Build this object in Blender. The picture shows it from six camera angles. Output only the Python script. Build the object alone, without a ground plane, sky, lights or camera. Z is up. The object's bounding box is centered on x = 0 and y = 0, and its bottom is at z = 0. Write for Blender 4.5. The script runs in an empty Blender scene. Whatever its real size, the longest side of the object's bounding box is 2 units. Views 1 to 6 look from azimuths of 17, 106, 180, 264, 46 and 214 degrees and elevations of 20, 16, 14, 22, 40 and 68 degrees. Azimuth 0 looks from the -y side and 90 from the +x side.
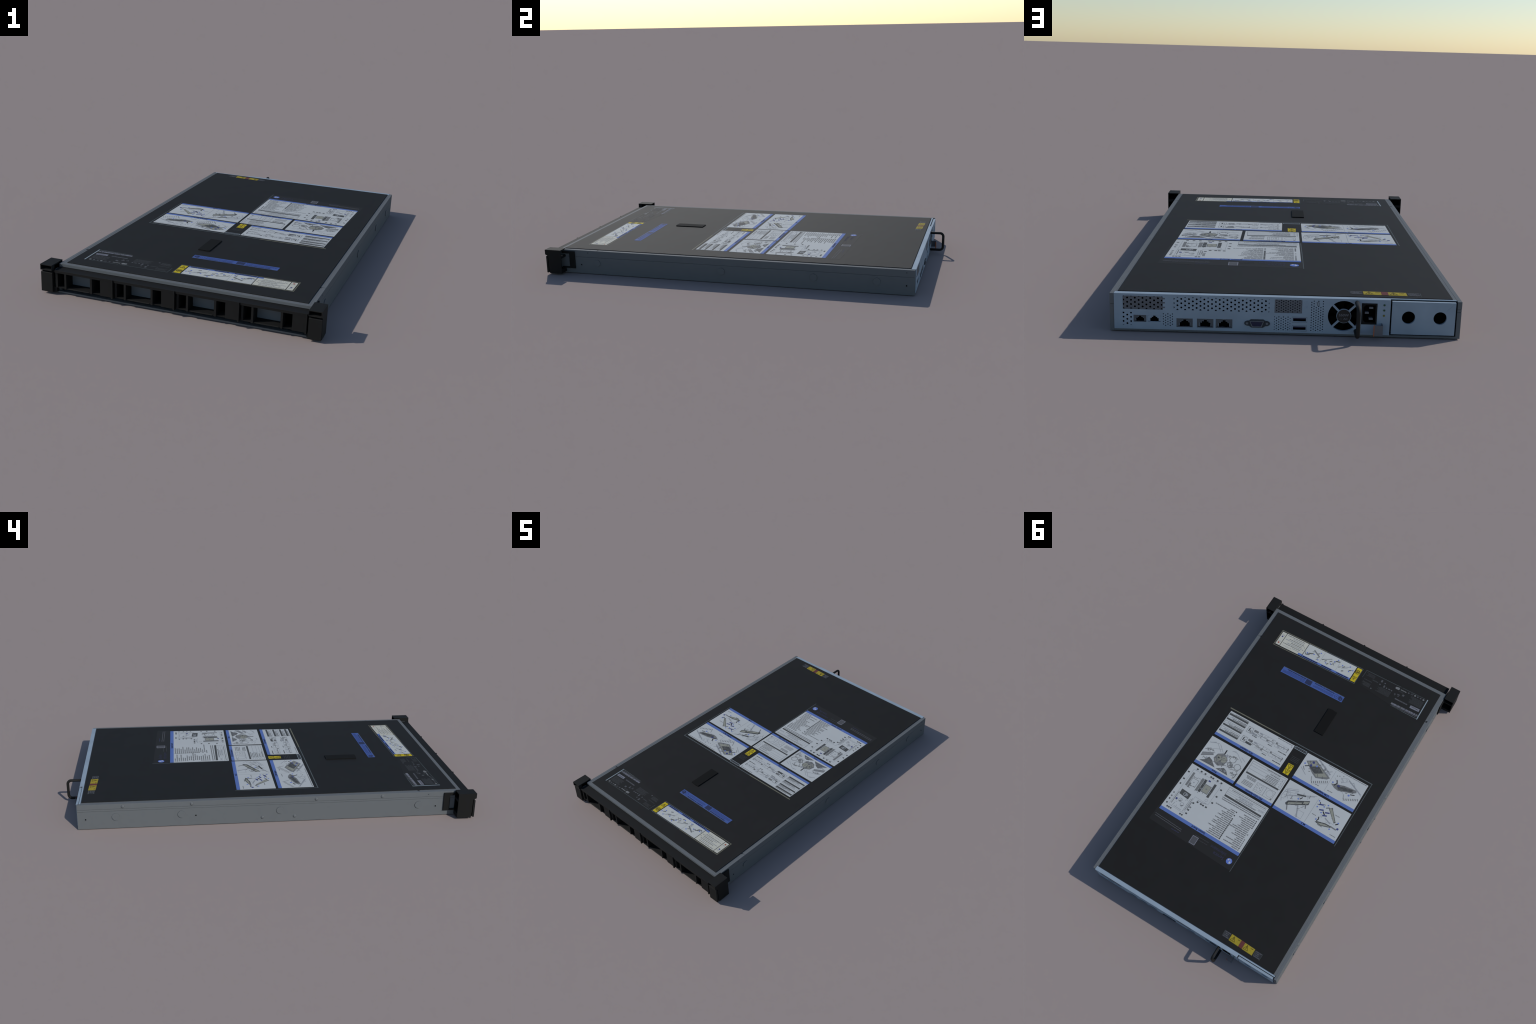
# Flat rack-mount server: steel chassis, black labelled cover, four drive trays in
# front between two rack ears, perforated rear panel with ports and power supply.
import bpy, math, random
from mathutils import Vector

RNG = random.Random(11)

# ----------------------------------------------------------------- materials
def material(name, color, rough=0.5, metallic=0.0, spec=0.5, grain=0.0, scale=40.0, coat=0.0):
    m = bpy.data.materials.new(name)
    m.use_nodes = True
    nt = m.node_tree
    b = nt.nodes["Principled BSDF"]
    b.inputs["Base Color"].default_value = (*color, 1)
    b.inputs["Roughness"].default_value = rough
    b.inputs["Metallic"].default_value = metallic
    b.inputs["Specular IOR Level"].default_value = spec
    if coat:
        b.inputs["Coat Weight"].default_value = coat
        b.inputs["Coat Roughness"].default_value = 0.15
    if grain:
        tc = nt.nodes.new("ShaderNodeTexCoord")
        no = nt.nodes.new("ShaderNodeTexNoise")
        no.inputs["Scale"].default_value = scale
        no.inputs["Detail"].default_value = 5
        nt.links.new(tc.outputs["Object"], no.inputs["Vector"])
        ramp = nt.nodes.new("ShaderNodeValToRGB")
        ramp.color_ramp.elements[0].position = 0.3
        ramp.color_ramp.elements[1].position = 0.7
        ramp.color_ramp.elements[0].color = (*[c * (1 - grain) for c in color], 1)
        ramp.color_ramp.elements[1].color = (*[min(1, c * (1 + grain)) for c in color], 1)
        nt.links.new(no.outputs["Fac"], ramp.inputs["Fac"])
        nt.links.new(ramp.outputs["Color"], b.inputs["Base Color"])
    return m

M = {}
def defmat(key, *a, **k):
    M[key] = material(key, *a, **k)

defmat("chassis_grey", (0.1260, 0.1370, 0.1440), 0.78, spec=0.3, grain=0.015, scale=25)
defmat("cover_black", (0.0098, 0.0096, 0.0093), 0.79, spec=0.3, grain=0.10, scale=9)
defmat("plastic_black", (0.0058, 0.0058, 0.0054), 0.78, spec=0.3, grain=0.08, scale=60)
defmat("tab_black", (0.0058, 0.0058, 0.0056), 0.92, spec=0.2)
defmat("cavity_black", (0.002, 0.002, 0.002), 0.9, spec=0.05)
defmat("seam_dark", (0.02, 0.024, 0.03), 0.8, spec=0.1)
defmat("seam_grey", (0.050, 0.056, 0.060), 0.8, spec=0.2)
defmat("flange_dark", (0.040, 0.047, 0.054), 0.6, spec=0.3)
defmat("rear_blue_steel", (0.2780, 0.3500, 0.4200), 0.75, spec=0.3, grain=0.07, scale=12)
defmat("carrier_grey", (0.1350, 0.1550, 0.1700), 0.7, spec=0.3)
defmat("insert_grey", (0.1320, 0.1400, 0.1550), 0.78, spec=0.3, grain=0.05)
defmat("port_grey", (0.0820, 0.0920, 0.1040), 0.5, spec=0.4)
defmat("port_highlight", (0.5000, 0.6000, 0.7200), 0.4, spec=0.5)
defmat("connector_blue", (0.0060, 0.0080, 0.0450), 0.5)
defmat("pin_metal", (0.150, 0.158, 0.172), 0.5, spec=0.4)
defmat("hub_black", (0.0050, 0.0050, 0.0065), 0.5)
defmat("hub_text", (0.1200, 0.1240, 0.1400), 0.6)
defmat("led_green", (0.0100, 0.0620, 0.0240), 0.4)
defmat("led_yellow", (0.1300, 0.1300, 0.0120), 0.4)
defmat("latch_grey", (0.115, 0.120, 0.135), 0.6)
defmat("latch_orange", (0.42, 0.11, 0.03), 0.6)
defmat("handle_black", (0.0100, 0.0100, 0.0096), 0.7, spec=0.3)
# labels and their inks
LR = dict(rough=0.8, spec=0.3)
defmat("label_white", (0.470, 0.490, 0.490), **LR, grain=0.03, scale=6)
defmat("label_plain", (0.495, 0.508, 0.485), **LR, grain=0.03, scale=8)
defmat("ink_shade", (0.115, 0.118, 0.118), **LR)
defmat("label_cream", (0.5200, 0.5100, 0.4350), **LR, grain=0.03, scale=12)
defmat("label_blue", (0.0930, 0.1580, 0.4050), **LR)
defmat("strip_blue", (0.0560, 0.1040, 0.3150), **LR)
defmat("strip_blue_dark", (0.035, 0.060, 0.200), **LR)
defmat("strip_patch", (0.022, 0.032, 0.085), **LR)
defmat("label_yellow", (0.5300, 0.4100, 0.0130), **LR)
defmat("label_yellow_dull", (0.3000, 0.2350, 0.0220), **LR)
defmat("label_amber", (0.355, 0.275, 0.022), **LR)
defmat("label_red", (0.1250, 0.0340, 0.0320), **LR)
defmat("label_black", (0.0165, 0.0165, 0.0165), **LR)
defmat("label_film", (0.0118, 0.0116, 0.0113), **LR)
defmat("line_grey", (0.085, 0.100, 0.105), **LR)
defmat("line_beige", (0.155, 0.150, 0.110), **LR)
defmat("line_dim", (0.0550, 0.0660, 0.0680), **LR)
defmat("line_bright", (0.260, 0.310, 0.340), **LR)
defmat("ink_black", (0.020, 0.020, 0.022), **LR)
defmat("ink_dark", (0.065, 0.068, 0.068), **LR)
defmat("ink_mid", (0.170, 0.175, 0.175), **LR)
defmat("ink_light", (0.2750, 0.2900, 0.3050), **LR)
defmat("ink_beige", (0.270, 0.275, 0.230), **LR)
defmat("ink_navy", (0.045, 0.055, 0.180), **LR)
defmat("ink_blue", (0.130, 0.190, 0.480), **LR)
defmat("ink_red", (0.300, 0.060, 0.035), **LR)
defmat("print_grey", (0.0780, 0.0800, 0.0880), **LR)
defmat("print_dim", (0.0400, 0.0420, 0.0440), **LR)
defmat("print_pale", (0.190, 0.195, 0.230), **LR)
defmat("print_film", (0.026, 0.027, 0.031), **LR)
defmat("title_ink", (0.0100, 0.0130, 0.0400), **LR)
defmat("service_ink", (0.0340, 0.0360, 0.0780), **LR)
defmat("yellow_ink", (0.110, 0.085, 0.010), **LR)
defmat("globe_blue", (0.110, 0.180, 0.520), **LR)

# ------------------------------------------------------------ mesh building
class Builder:
    """Collects boxes, prisms and tubes into one mesh with material slots."""
    def __init__(self):
        self.v, self.f, self.fm, self.slots, self.smooth = [], [], [], [], []

    def slot(self, key):
        if key not in self.slots:
            self.slots.append(key)
        return self.slots.index(key)

    def add(self, verts, faces, key, smooth=False):
        o, s = len(self.v), self.slot(key)
        self.v += [tuple(p) for p in verts]
        for f in faces:
            self.f.append([i + o for i in f]); self.fm.append(s); self.smooth.append(smooth)

    def box(self, x0, x1, y0, y1, z0, z1, key):
        x0, x1 = sorted((x0, x1)); y0, y1 = sorted((y0, y1)); z0, z1 = sorted((z0, z1))
        v = [(x, y, z) for z in (z0, z1) for y in (y0, y1) for x in (x0, x1)]
        f = [(0, 2, 3, 1), (4, 5, 7, 6), (0, 1, 5, 4), (2, 6, 7, 3), (0, 4, 6, 2), (1, 3, 7, 5)]
        self.add(v, f, key)

    def prism(self, pts, a, b, key, axis="z", smooth=False, bottom=True):
        """Extrudes a 2D outline from a to b along axis. The outline runs in the
        two remaining axes: z -> (x,y), y -> (x,z), x -> (y,z)."""
        area = sum(p[0] * q[1] - q[0] * p[1] for p, q in zip(pts, pts[1:] + pts[:1]))
        pts = list(pts) if area > 0 else list(pts)[::-1]
        if a > b:
            a, b = b, a
        n = len(pts)
        put = {"z": lambda u, w, h: (u, w, h), "y": lambda u, w, h: (u, h, w), "x": lambda u, w, h: (h, u, w)}[axis]
        v = [put(u, w, a) for u, w in pts] + [put(u, w, b) for u, w in pts]
        top = list(range(n, 2 * n)); bot = list(range(n))[::-1]
        side = [(i, (i + 1) % n, n + (i + 1) % n, n + i) for i in range(n)]
        flip = axis == "y"
        g = (lambda f: list(f)[::-1]) if flip else list
        self.add(v, [g(top)] + ([g(bot)] if bottom else []), key)
        self.add(v, [g(f) for f in side], key, smooth)

    def disc(self, c, r, a, b, key, axis="z", n=24, squash=1.0):
        self.prism([(c[0] + r * math.cos(2 * math.pi * i / n), c[1] + squash * r * math.sin(2 * math.pi * i / n)) for i in range(n)],
                   a, b, key, axis, smooth=n > 12)

    def tube(self, path, r, key, n=14):
        path = [Vector(p) for p in path]
        v, f = [], []
        for i, p in enumerate(path):
            t = (path[min(i + 1, len(path) - 1)] - path[max(i - 1, 0)]).normalized()
            side = Vector((1, 0, 0)); up = t.cross(side).normalized()
            for k in range(n):
                a = 2 * math.pi * k / n
                v.append(p + r * (math.cos(a) * side + math.sin(a) * up))
        for i in range(len(path) - 1):
            for k in range(n):
                f.append((i * n + k, i * n + (k + 1) % n, (i + 1) * n + (k + 1) % n, (i + 1) * n + k))
        f.append(list(range(n))[::-1]); f.append([(len(path) - 1) * n + k for k in range(n)])
        self.add(v, f, key, True)

    def mesh(self, name):
        me = bpy.data.meshes.new(name)
        me.from_pydata(self.v, [], self.f)
        for k in self.slots:
            me.materials.append(M[k])
        me.polygons.foreach_set("material_index", self.fm)
        me.polygons.foreach_set("use_smooth", self.smooth)
        me.update()
        return me


def link(obj, parent):
    bpy.context.scene.collection.objects.link(obj)
    if parent is not None:
        obj.parent = parent
    return obj

def part(name, builder, parent, bevel=0.0, stuff=False):
    ob = bpy.data.objects.new(name, builder.mesh(name))
    link(ob, parent)
    if bevel:
        md = ob.modifiers.new("edge", "BEVEL")
        md.width = bevel; md.segments = 2; md.limit_method = "ANGLE"; md.angle_limit = math.radians(40)
        md.harden_normals = False
    if stuff:
        ob["kind"] = "stuff"
    return ob

def repeat(name, me, places, parent):
    """Objects sharing one mesh, one per place (location, z rotation)."""
    first = None
    for loc, rz in places:
        if first is None:
            first = bpy.data.objects.new(name, me); ob = first
        else:
            ob = first.copy()
        ob.location = loc; ob.rotation_euler = (0, 0, rz)
        link(ob, parent)

def outline_fill(outline, holes, y0, y1, key, b):
    """Plate in the x-z plane from y0 to y1 with real holes (2D curve fill)."""
    cu = bpy.data.curves.new("fill", "CURVE")
    cu.dimensions = "2D"; cu.fill_mode = "BOTH"; cu.extrude = (y1 - y0) / 2
    for ring in [outline] + holes:
        sp = cu.splines.new("POLY")
        sp.points.add(len(ring) - 1)
        for p, (u, w) in zip(sp.points, ring):
            p.co = (u, w, 0, 1)
        sp.use_cyclic_u = True
    ob = bpy.data.objects.new("fill", cu)
    bpy.context.scene.collection.objects.link(ob)
    bpy.context.view_layer.update()
    ev = ob.evaluated_get(bpy.context.evaluated_depsgraph_get())
    me = ev.to_mesh()
    ym = (y0 + y1) / 2
    v = [(p.co.x, ym - p.co.z, p.co.y) for p in me.vertices]
    f = [list(p.vertices) for p in me.polygons]
    b.add(v, f, key)
    ev.to_mesh_clear()
    bpy.data.objects.remove(ob); bpy.data.curves.remove(cu)

TEXT_CACHE = {}
def text_shape(s, bold=False):
    """Flat triangles of a word in the built-in font, height 1, starting at 0."""
    if s in TEXT_CACHE:
        return TEXT_CACHE[s]
    cu = bpy.data.curves.new("word", "FONT")
    cu.body = s; cu.size = 1.0; cu.resolution_u = 3; cu.fill_mode = "FRONT"
    cu.offset = 0.022 if bold else 0.0
    ob = bpy.data.objects.new("word", cu)
    bpy.context.scene.collection.objects.link(ob)
    bpy.context.view_layer.update()
    ev = ob.evaluated_get(bpy.context.evaluated_depsgraph_get())
    me = ev.to_mesh()
    v = [(p.co.x, p.co.y) for p in me.vertices]; f = [list(p.vertices) for p in me.polygons]
    ev.to_mesh_clear()
    bpy.data.objects.remove(ob); bpy.data.curves.remove(cu)
    x0 = min(p[0] for p in v); x1 = max(p[0] for p in v)
    h = max(p[1] for p in v)
    TEXT_CACHE[s] = ([((x - x0), y) for x, y in v], f, x1 - x0, h)
    return TEXT_CACHE[s]

def rect(x0, x1, y0, y1):
    return [(x0, y0), (x1, y0), (x1, y1), (x0, y1)]

def circle(cx, cy, r, n=12, ph=0.0):
    return [(cx + r * math.cos(2 * math.pi * (i + ph) / n), cy + r * math.sin(2 * math.pi * (i + ph) / n)) for i in range(n)]

def clip(poly, x0, x1, y0, y1):
    """Convex clip of an outline to a rectangle."""
    for ax, lim, keep_less in ((0, x0, False), (0, x1, True), (1, y0, False), (1, y1, True)):
        out = []
        for p, q in zip(poly, poly[1:] + poly[:1]):
            ip = p[ax] <= lim if keep_less else p[ax] >= lim
            iq = q[ax] <= lim if keep_less else q[ax] >= lim
            if ip:
                out.append(p)
            if ip != iq:
                t = (lim - p[ax]) / (q[ax] - p[ax])
                out.append((p[0] + t * (q[0] - p[0]), p[1] + t * (q[1] - p[1])))
        poly = out
        if len(poly) < 3:
            return None
    area = abs(sum(p[0] * q[1] - q[0] * p[1] for p, q in zip(poly, poly[1:] + poly[:1]))) / 2
    return poly if area > 1.2e-6 else None

# ================================================================= the object
root = bpy.data.objects.new("rack_server", None)
root.empty_display_size = 0.2
link(root, None)
root["label"] = "flat black rack server with grey steel sides and printed cover labels"
root["category"] = "computer server"

XL, XR = -0.5637, 0.5685          # chassis sides
YF, YR = -0.9425, 0.9200          # cover front edge, chassis rear edge
ZR, ZP = 0.1247, 0.1276           # steel rim and raised black cover panel

# ------------------------------------------------------------------- chassis
b = Builder()
T = 0.0142
b.box(XL + 0.0145, XR - 0.0145, -0.9551, YR, 0.0, 0.0072, "chassis_grey")
b.box(XL, XR, -0.9665, -0.9552, 0.0, 0.0072, "chassis_grey")                       # floor
for xa, xb in ((XL, XL + T), (XR - T, XR)):
    b.box(xa, xb, -0.955, YR, 0.0, 0.0885, "chassis_grey")                 # lower side wall
# left wall: two joint lines, right wall: one; each a shallow groove
b.box(XL + 0.0008, XL + T, -0.955, YR - 0.001, 0.0886, 0.0994, "seam_grey")
b.box(XR - T, XR - 0.0008, -0.955, YR - 0.001, 0.0886, 0.0894, "seam_grey")
b.box(XL, XL + T, -0.955, YR - 0.0005, 0.0895, 0.0985, "chassis_grey")
# thin cheeks that carry the walls forward beside the drive trays
b.box(XR - 0.0035, XR - 0.0003, -0.9780, -0.9551, 0.0074, 0.1112, "chassis_grey")
b.box(XL + 0.0003, XL + 0.0020, -0.9780, -0.9551, 0.0074, 0.1112, "chassis_grey")
chassis = part("chassis", b, root, bevel=0.0006)

# dark interior added so that openings read as deep
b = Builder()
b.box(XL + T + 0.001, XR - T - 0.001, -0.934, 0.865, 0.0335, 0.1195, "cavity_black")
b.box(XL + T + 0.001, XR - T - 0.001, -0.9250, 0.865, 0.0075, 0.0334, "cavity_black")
part("interior_fill", b, root)

# side details: raised rail studs, small rivets, screw holes drawn as black discs
b = Builder(); b.disc((0, 0), 0.0178, -0.0005, 0.0034, "chassis_grey", "x", 32)
stud = b.mesh("rail_stud")
places = []
for y, z in ((0.7405, 0.0593), (0.4305, 0.0593), (-0.044, 0.0593), (-0.729, 0.0593)):
    places += [((XL, y, z), math.pi), ((XR, y, z), 0)]
repeat("rail_stud", stud, places, chassis)

def lathe(b, prof, key, n=24):
    """Turned shape around the x axis, profile (radius, height)."""
    v = [(h, r * math.cos(2 * math.pi * i / n), r * math.sin(2 * math.pi * i / n)) for r, h in prof for i in range(n)]
    f = [(k * n + i, k * n + (i + 1) % n, (k + 1) * n + (i + 1) % n, (k + 1) * n + i) for k in range(len(prof) - 1) for i in range(n)]
    f.append([(len(prof) - 1) * n + i for i in range(n)])
    b.add(v, f, key, True)
b = Builder()
lathe(b, [(0.0080, -0.0003), (0.0078, 0.0012), (0.0066, 0.0030), (0.0044, 0.0040), (0.0018, 0.0043)], "chassis_grey")
rivet = b.mesh("rivet")
repeat("rivet", rivet, [((XL - 0.0003, y, 0.111), math.pi) for y in (0.706, 0.381, -0.220, -0.546)]
       + [((XL, 0.0418, 0.0259), math.pi), ((XL, -0.1153, 0.0258), math.pi)], chassis)

b = Builder()
ring = 20
for r0, r1, x, key in ((0.0074, 0.0036, 0.0014, "chassis_grey"),):
    v, f = [], []
    for i in range(ring):
        a = 2 * math.pi * i / ring
        v += [(x * 0.2, r0 * math.cos(a), r0 * math.sin(a)), (x, (r0 + r1) / 2 * math.cos(a), (r0 + r1) / 2 * math.sin(a)), (x * 0.2, r1 * math.cos(a), r1 * math.sin(a))]
    for i in range(ring):
        j = (i + 1) % ring
        f += [(3 * i, 3 * j, 3 * j + 1, 3 * i + 1), (3 * i + 1, 3 * j + 1, 3 * j + 2, 3 * i + 2)]
    b.add(v, f, key, True)
b.disc((0, 0), 0.0034, -0.0002, 0.0005, "cavity_black", "x", 14)  # flat black disc on the wall in place of a bored hole
hole_disc = b.mesh("screw_hole_disc")
repeat("screw_hole_disc", hole_disc,
       [((XL, y, z), math.pi) for y, z in ((0.882, 0.0491), (0.3625, 0.0500), (-0.8159, 0.0482))]
       + [((XR, y, z), 0) for y, z in ((0.882, 0.0465), (-0.8202, 0.0467))], chassis)
b = Builder()
b.disc((0, 0), 0.0050, -0.0002, 0.0004, "chassis_grey", "x", 18)
b.disc((0, 0), 0.0022, 0.0004, 0.0007, "seam_dark", "x", 12)
small = b.mesh("screw_head")
repeat("screw_head", small, [((XL - 0.0004, -0.7773, 0.1121), math.pi), ((XR + 0.0004, -0.7797, 0.1125), 0), ((XR + 0.0004, 0.8816, 0.1107), 0)], chassis)

# ----------------------------------------------------------------- top cover
b = Builder()
NOTCH = -0.7275
gap = 0.0009
b.box(XL - 0.0003, XL + T, YF, YR, 0.0995, ZR, "chassis_grey")
b.box(XR - T, XR + 0.0003, YF, YR, 0.0895, ZR, "chassis_grey")
b.box(XL + T, XR - T, YF, -0.80, 0.1115, ZR - 0.0001, "chassis_grey")          # front edge, faces forward
b.box(XL + T, XR - T, -0.80, 0.9010, 0.1215, ZR - 0.0002, "chassis_grey")      # sheet under the panel
cover = part("top_cover", b, root, bevel=0.0007)

b = Builder()
b.box(-0.5370, 0.5450, -0.9225, 0.8985, ZR - 0.001, ZP, "cover_black")
part("cover_panel", b, cover, bevel=0.0006)
b = Builder()  # notch and seam drawn as thin dark strips added on the rim
b.prism([(-0.5495, -0.7300), (-0.5370, -0.7300), (-0.5370, -0.7275), (-0.5470, -0.7275), (-0.5470, -0.7380), (-0.5495, -0.7380)], ZR - 0.0001, ZR + 0.0003, "seam_dark")
b.prism(rect(0.5450, 0.5682, -0.7285, -0.7270), ZR - 0.0001, ZR + 0.0003, "seam_dark")
b.prism(rect(0.5450, 0.5520, -0.7340, -0.7285), ZR - 0.0001, ZR + 0.0003, "seam_dark")
part("cover_notch_strips", b, cover)

# latch tab: thin raised plate, its front edge pulled in at one side
b = Builder()
front = [(-0.0885 + 0.0555 * t, -0.5215 - 0.0035 * math.sin(math.pi * (t * 0.9 + 0.05)) * (1 if t > 0.45 else 0.4)) for t in [i / 10 for i in range(11)]]
b.prism(front + [(-0.0330, -0.3585), (-0.0885, -0.3585)], ZP - 0.0003, 0.1322, "tab_black")
part("latch_tab", b, cover, bevel=0.0008)

# --------------------------------------------------------------- drive trays
# one tray is modelled at x = 0 .. 0.281 and repeated four times
PITCH = 0.2810
ZB, ZT = 0.0320, 0.1112
FY, BY = -0.9930, -0.9385
K = "plastic_black"
b = Builder()
b.box(0.0020, 0.2770, FY, -0.9428, 0.1000, ZT - 0.0004, K)       # top bar, under the bezel edge
b.box(0.0060, 0.2790, -0.9880, BY, ZB, 0.0360, K)                # sill, set back a little
b.prism([(-0.9880, ZB), (-0.9880, 0.0350), (-0.9915, 0.0328), (-0.9915, ZB)], 0.060, 0.165, K, "x")
b.box(0.0060, 0.0155, FY + 0.004, BY, 0.0320, 0.1000, K)         # left cheek
b.box(0.0500, 0.0590, FY, BY, 0.0308, 0.1005, K)                 # thin posts
b.box(0.1725, 0.1815, FY, BY, 0.0308, 0.1005, K)
b.box(0.2205, 0.2790, FY, BY, 0.0312, 0.1005, K)                 # flat latch face
b.box(0.2735, 0.2805, FY - 0.0045, FY - 0.0002, 0.0272, ZT + 0.0004, K)   # raised lip at the tray end
b.box(0.2735, 0.2805, FY - 0.0002, BY, 0.0272, 0.0990, K)
b.box(0.0155, 0.0500, BY - 0.002, BY, 0.0345, 0.1000, "cavity_black")
b.box(0.1815, 0.2205, BY - 0.002, BY, 0.0345, 0.1000, "cavity_black")
tray = b.mesh("drive_tray")
b = Builder()
b.box(0.0590, 0.1725, BY - 0.001, BY + 0.004, 0.0346, 0.0999, "carrier_grey")
carrier = b.mesh("drive_carrier_face")
first = None
for i in range(4):
    ob = bpy.data.objects.new("drive_tray", tray) if first is None else first.copy()
    first = first or ob
    ob.location = (-0.5615 + i * PITCH, 0, 0)
    link(ob, root)
    cf = bpy.data.objects.new("drive_carrier_face", carrier)
    link(cf, ob)
b = Builder()
b.box(-0.5605, 0.5640, FY - 0.0003, -0.9427, ZT - 0.0040, ZT, K)
part("front_bezel", b, root, bevel=0.0008)
b = Builder()
b.box(-0.5605, 0.5640, -0.9384, -0.9345, 0.0330, 0.1114, "cavity_black")
b.box(-0.5670, -0.5535, -0.9850, -0.9668, 0.0085, 0.0315, "plastic_black")
b.box(0.5600, 0.5670, -0.9800, -0.9668, 0.0085, 0.0315, "plastic_black")
part("bay_backing", b, root)

# ----------------------------------------------------------------- rack ears
def ear(s, name):
    """s = +1 right, -1 left; hollow plastic block that caps the chassis corner."""
    b = Builder()
    X = lambda x: s * x
    def bx(x0, x1, *r):
        b.box(X(x0), X(x1), *r)
    i0, o0 = 0.5672, 0.6225
    # outer wall with stepped front profile (y, z)
    prof = [(-0.9100, 0.0066), (-0.9780, 0.0052), (-0.9818, 0.0110), (-0.9835, 0.1005), (-0.9915, 0.1025),
            (-1.0000, 0.1070), (-1.0000, 0.1322), (-0.9100, 0.1322)]
    b.prism(prof, X(o0 - 0.004), X(o0), K, "x")
    bx(i0, o0 - 0.004, -1.0000, -0.9100, 0.1280, 0.1322, K)                    # top plate
    bx(i0, i0 + 0.0022, -1.0000, -0.9420, 0.1070, 0.1280, K)                   # inner cheek of the cap
    # sloped chin under the front slot
    b.prism([(-1.0000, 0.1070), (-1.0000, 0.1095), (-0.9750, 0.1150), (-0.9750, 0.1025), (-0.9915, 0.1025)], X(i0 + 0.0001), X(o0 - 0.0041), K, "x")
    bx(i0 + 0.0022, o0 - 0.004, -0.9760, -0.9700, 0.1030, 0.1279, "cavity_black")   # slot back
    bx(i0, o0 - 0.004, -0.9830, -0.9780, 0.0070, 0.1024, K)                    # front web
    bx(i0, o0 - 0.004, -0.9780, -0.9102, 0.0066, 0.0275, K)                    # foot
    bx(i0, o0 - 0.004, -0.9200, -0.9102, 0.0860, 0.0980, K)                    # cross bar
    if s < 0:
        bx(i0, i0 + 0.004, -0.9780, -0.9104, 0.0275, 0.1279, "cavity_black")
        bx(i0 + 0.004, o0 - 0.004, -0.9775, -0.9640, 0.0275, 0.1279, "cavity_black")
    e = part(name, b, root, bevel=0.0009)
    # front flap
    b = Builder()
    b.prism([(-0.9958, 0.0085), (-0.9866, 0.0085), (-0.9866, 0.0985), (-0.9925, 0.0990), (-0.9958, 0.0955)], X(0.5682), X(0.6222), K, "x")
    b.box(X(0.5700), X(0.6060), -0.9866, -0.9830, 0.0100, 0.0960, "cavity_black")
    part("ear_flap", b, e, bevel=0.0008)
    # flat mounting plate lying on the chassis side, with a slot
    b = Builder()
    side = XR if s > 0 else XL
    xa, xb = (side + 0.0006, side + 0.0072) if s > 0 else (side - 0.0072, side - 0.0006)
    b.box(xa, xb, -0.8860, -0.8545, 0.0256, 0.1176, K)
    b.box(xa, xb, -0.9280, -0.8860, 0.1052, 0.1176, K)
    b.box(xa, xb, -0.9280, -0.8860, 0.0256, 0.0336, K)
    part("mounting_plate", b, e, bevel=0.0009)
    return e
ear(1, "rack_ear")
ear(-1, "rack_ear")

# ---------------------------------------------------------------- rear panel
PY = 0.9235                       # outer face of the rear panel
PB = PY - 0.0030
BIG = dict(px=0.02465, pz=0.01440, r=0.0033)
FINE = dict(px=0.01480, pz=0.00860, r=0.0020)

def grille(x0, x1, z0, z1, ox, oz, px, pz, r, n=12):
    """Staggered round holes clipped to a rectangle; ox,oz is one hole centre."""
    out = []
    i0, i1 = int((x0 - ox) / (px / 2)) - 2, int((x1 - ox) / (px / 2)) + 2
    for i in range(i0, i1 + 1):
        cx = ox + i * px / 2
        sh = pz / 2 if i % 2 else 0
        for j in range(-16, 17):
            cz = oz + sh + j * pz
            if x0 - r < cx < x1 + r and z0 - r < cz < z1 + r:
                p = clip(circle(cx, cz, r, n), x0, x1, z0, z1)
                if p:
                    out.append(p)
    return out

def without(holes, x0, x1, z0, z1):
    return [h for h in holes if not (x0 < sum(p[0] for p in h) / len(h) < x1 and z0 < sum(p[1] for p in h) / len(h) < z1)]

def jack(cx, cz, k):
    """Stepped opening of an ethernet socket, k = half width."""
    h = [(-1, -0.50), (-1, -0.42), (-0.72, -0.42), (-0.72, 0.09), (-0.48, 0.09), (-0.48, 0.30), (-0.22, 0.30), (-0.22, 0.52)]
    h = h + [(-u, w) for u, w in h[::-1]]
    return [(cx + u * k, cz + w * k) for u, w in h]

FAN = (-0.1848, 0.0685)
slotA = rect(0.3975, 0.5258, 0.0740, 0.1184)
slotD = rect(-0.0500, 0.0382, 0.0738, 0.1184)
ports = [(0.4712, 0.0431, 0.0205, 0.0233, "port_grey"), (0.4250, 0.0437, 0.0214, 0.0222, "rear_blue_steel"),
         (0.3274, 0.0320, 0.0262, 0.0295, "port_grey"), (0.2611, 0.0322, 0.0266, 0.0299, "port_grey"), (0.2003, 0.0325, 0.0268, 0.0305, "port_grey")]
port_open = [rect(cx - hw, cx + hw, cz - h / 2, cz + h / 2) for cx, cz, hw, h, k in ports]
usb = [rect(-0.0635, -0.0221, 0.0469, 0.0585), rect(-0.0634, -0.0224, 0.0177, 0.0296)]
iec = rect(-0.2914, -0.2412, 0.0428, 0.1138)
vga = [(0.1117, 0.0230), (0.1138, 0.0500), (0.0735, 0.0500), (0.0750, 0.0230)]

holes = [slotA, slotD, iec] + port_open + usb
holes.append(circle(FAN[0], FAN[1], 0.0512, 48))
holes += grille(0.0553, 0.3625, 0.0745, 0.1184, 0.3380, 0.0975, **BIG)
holes += grille(0.4970, 0.5268, 0.0200, 0.0640, 0.5242, 0.0472, **BIG)
holes += grille(0.3650, 0.3975, 0.0190, 0.0625, 0.3960, 0.0604, **FINE)
holes += grille(-0.0135, 0.0392, 0.0140, 0.0625, 0.0313, 0.0559, **FINE)
holes += without(grille(-0.1195, -0.0785, 0.0140, 0.1180, -0.0880, 0.0991, **FINE), -0.1135, -0.0915, 0.1000, 0.1150)

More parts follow.
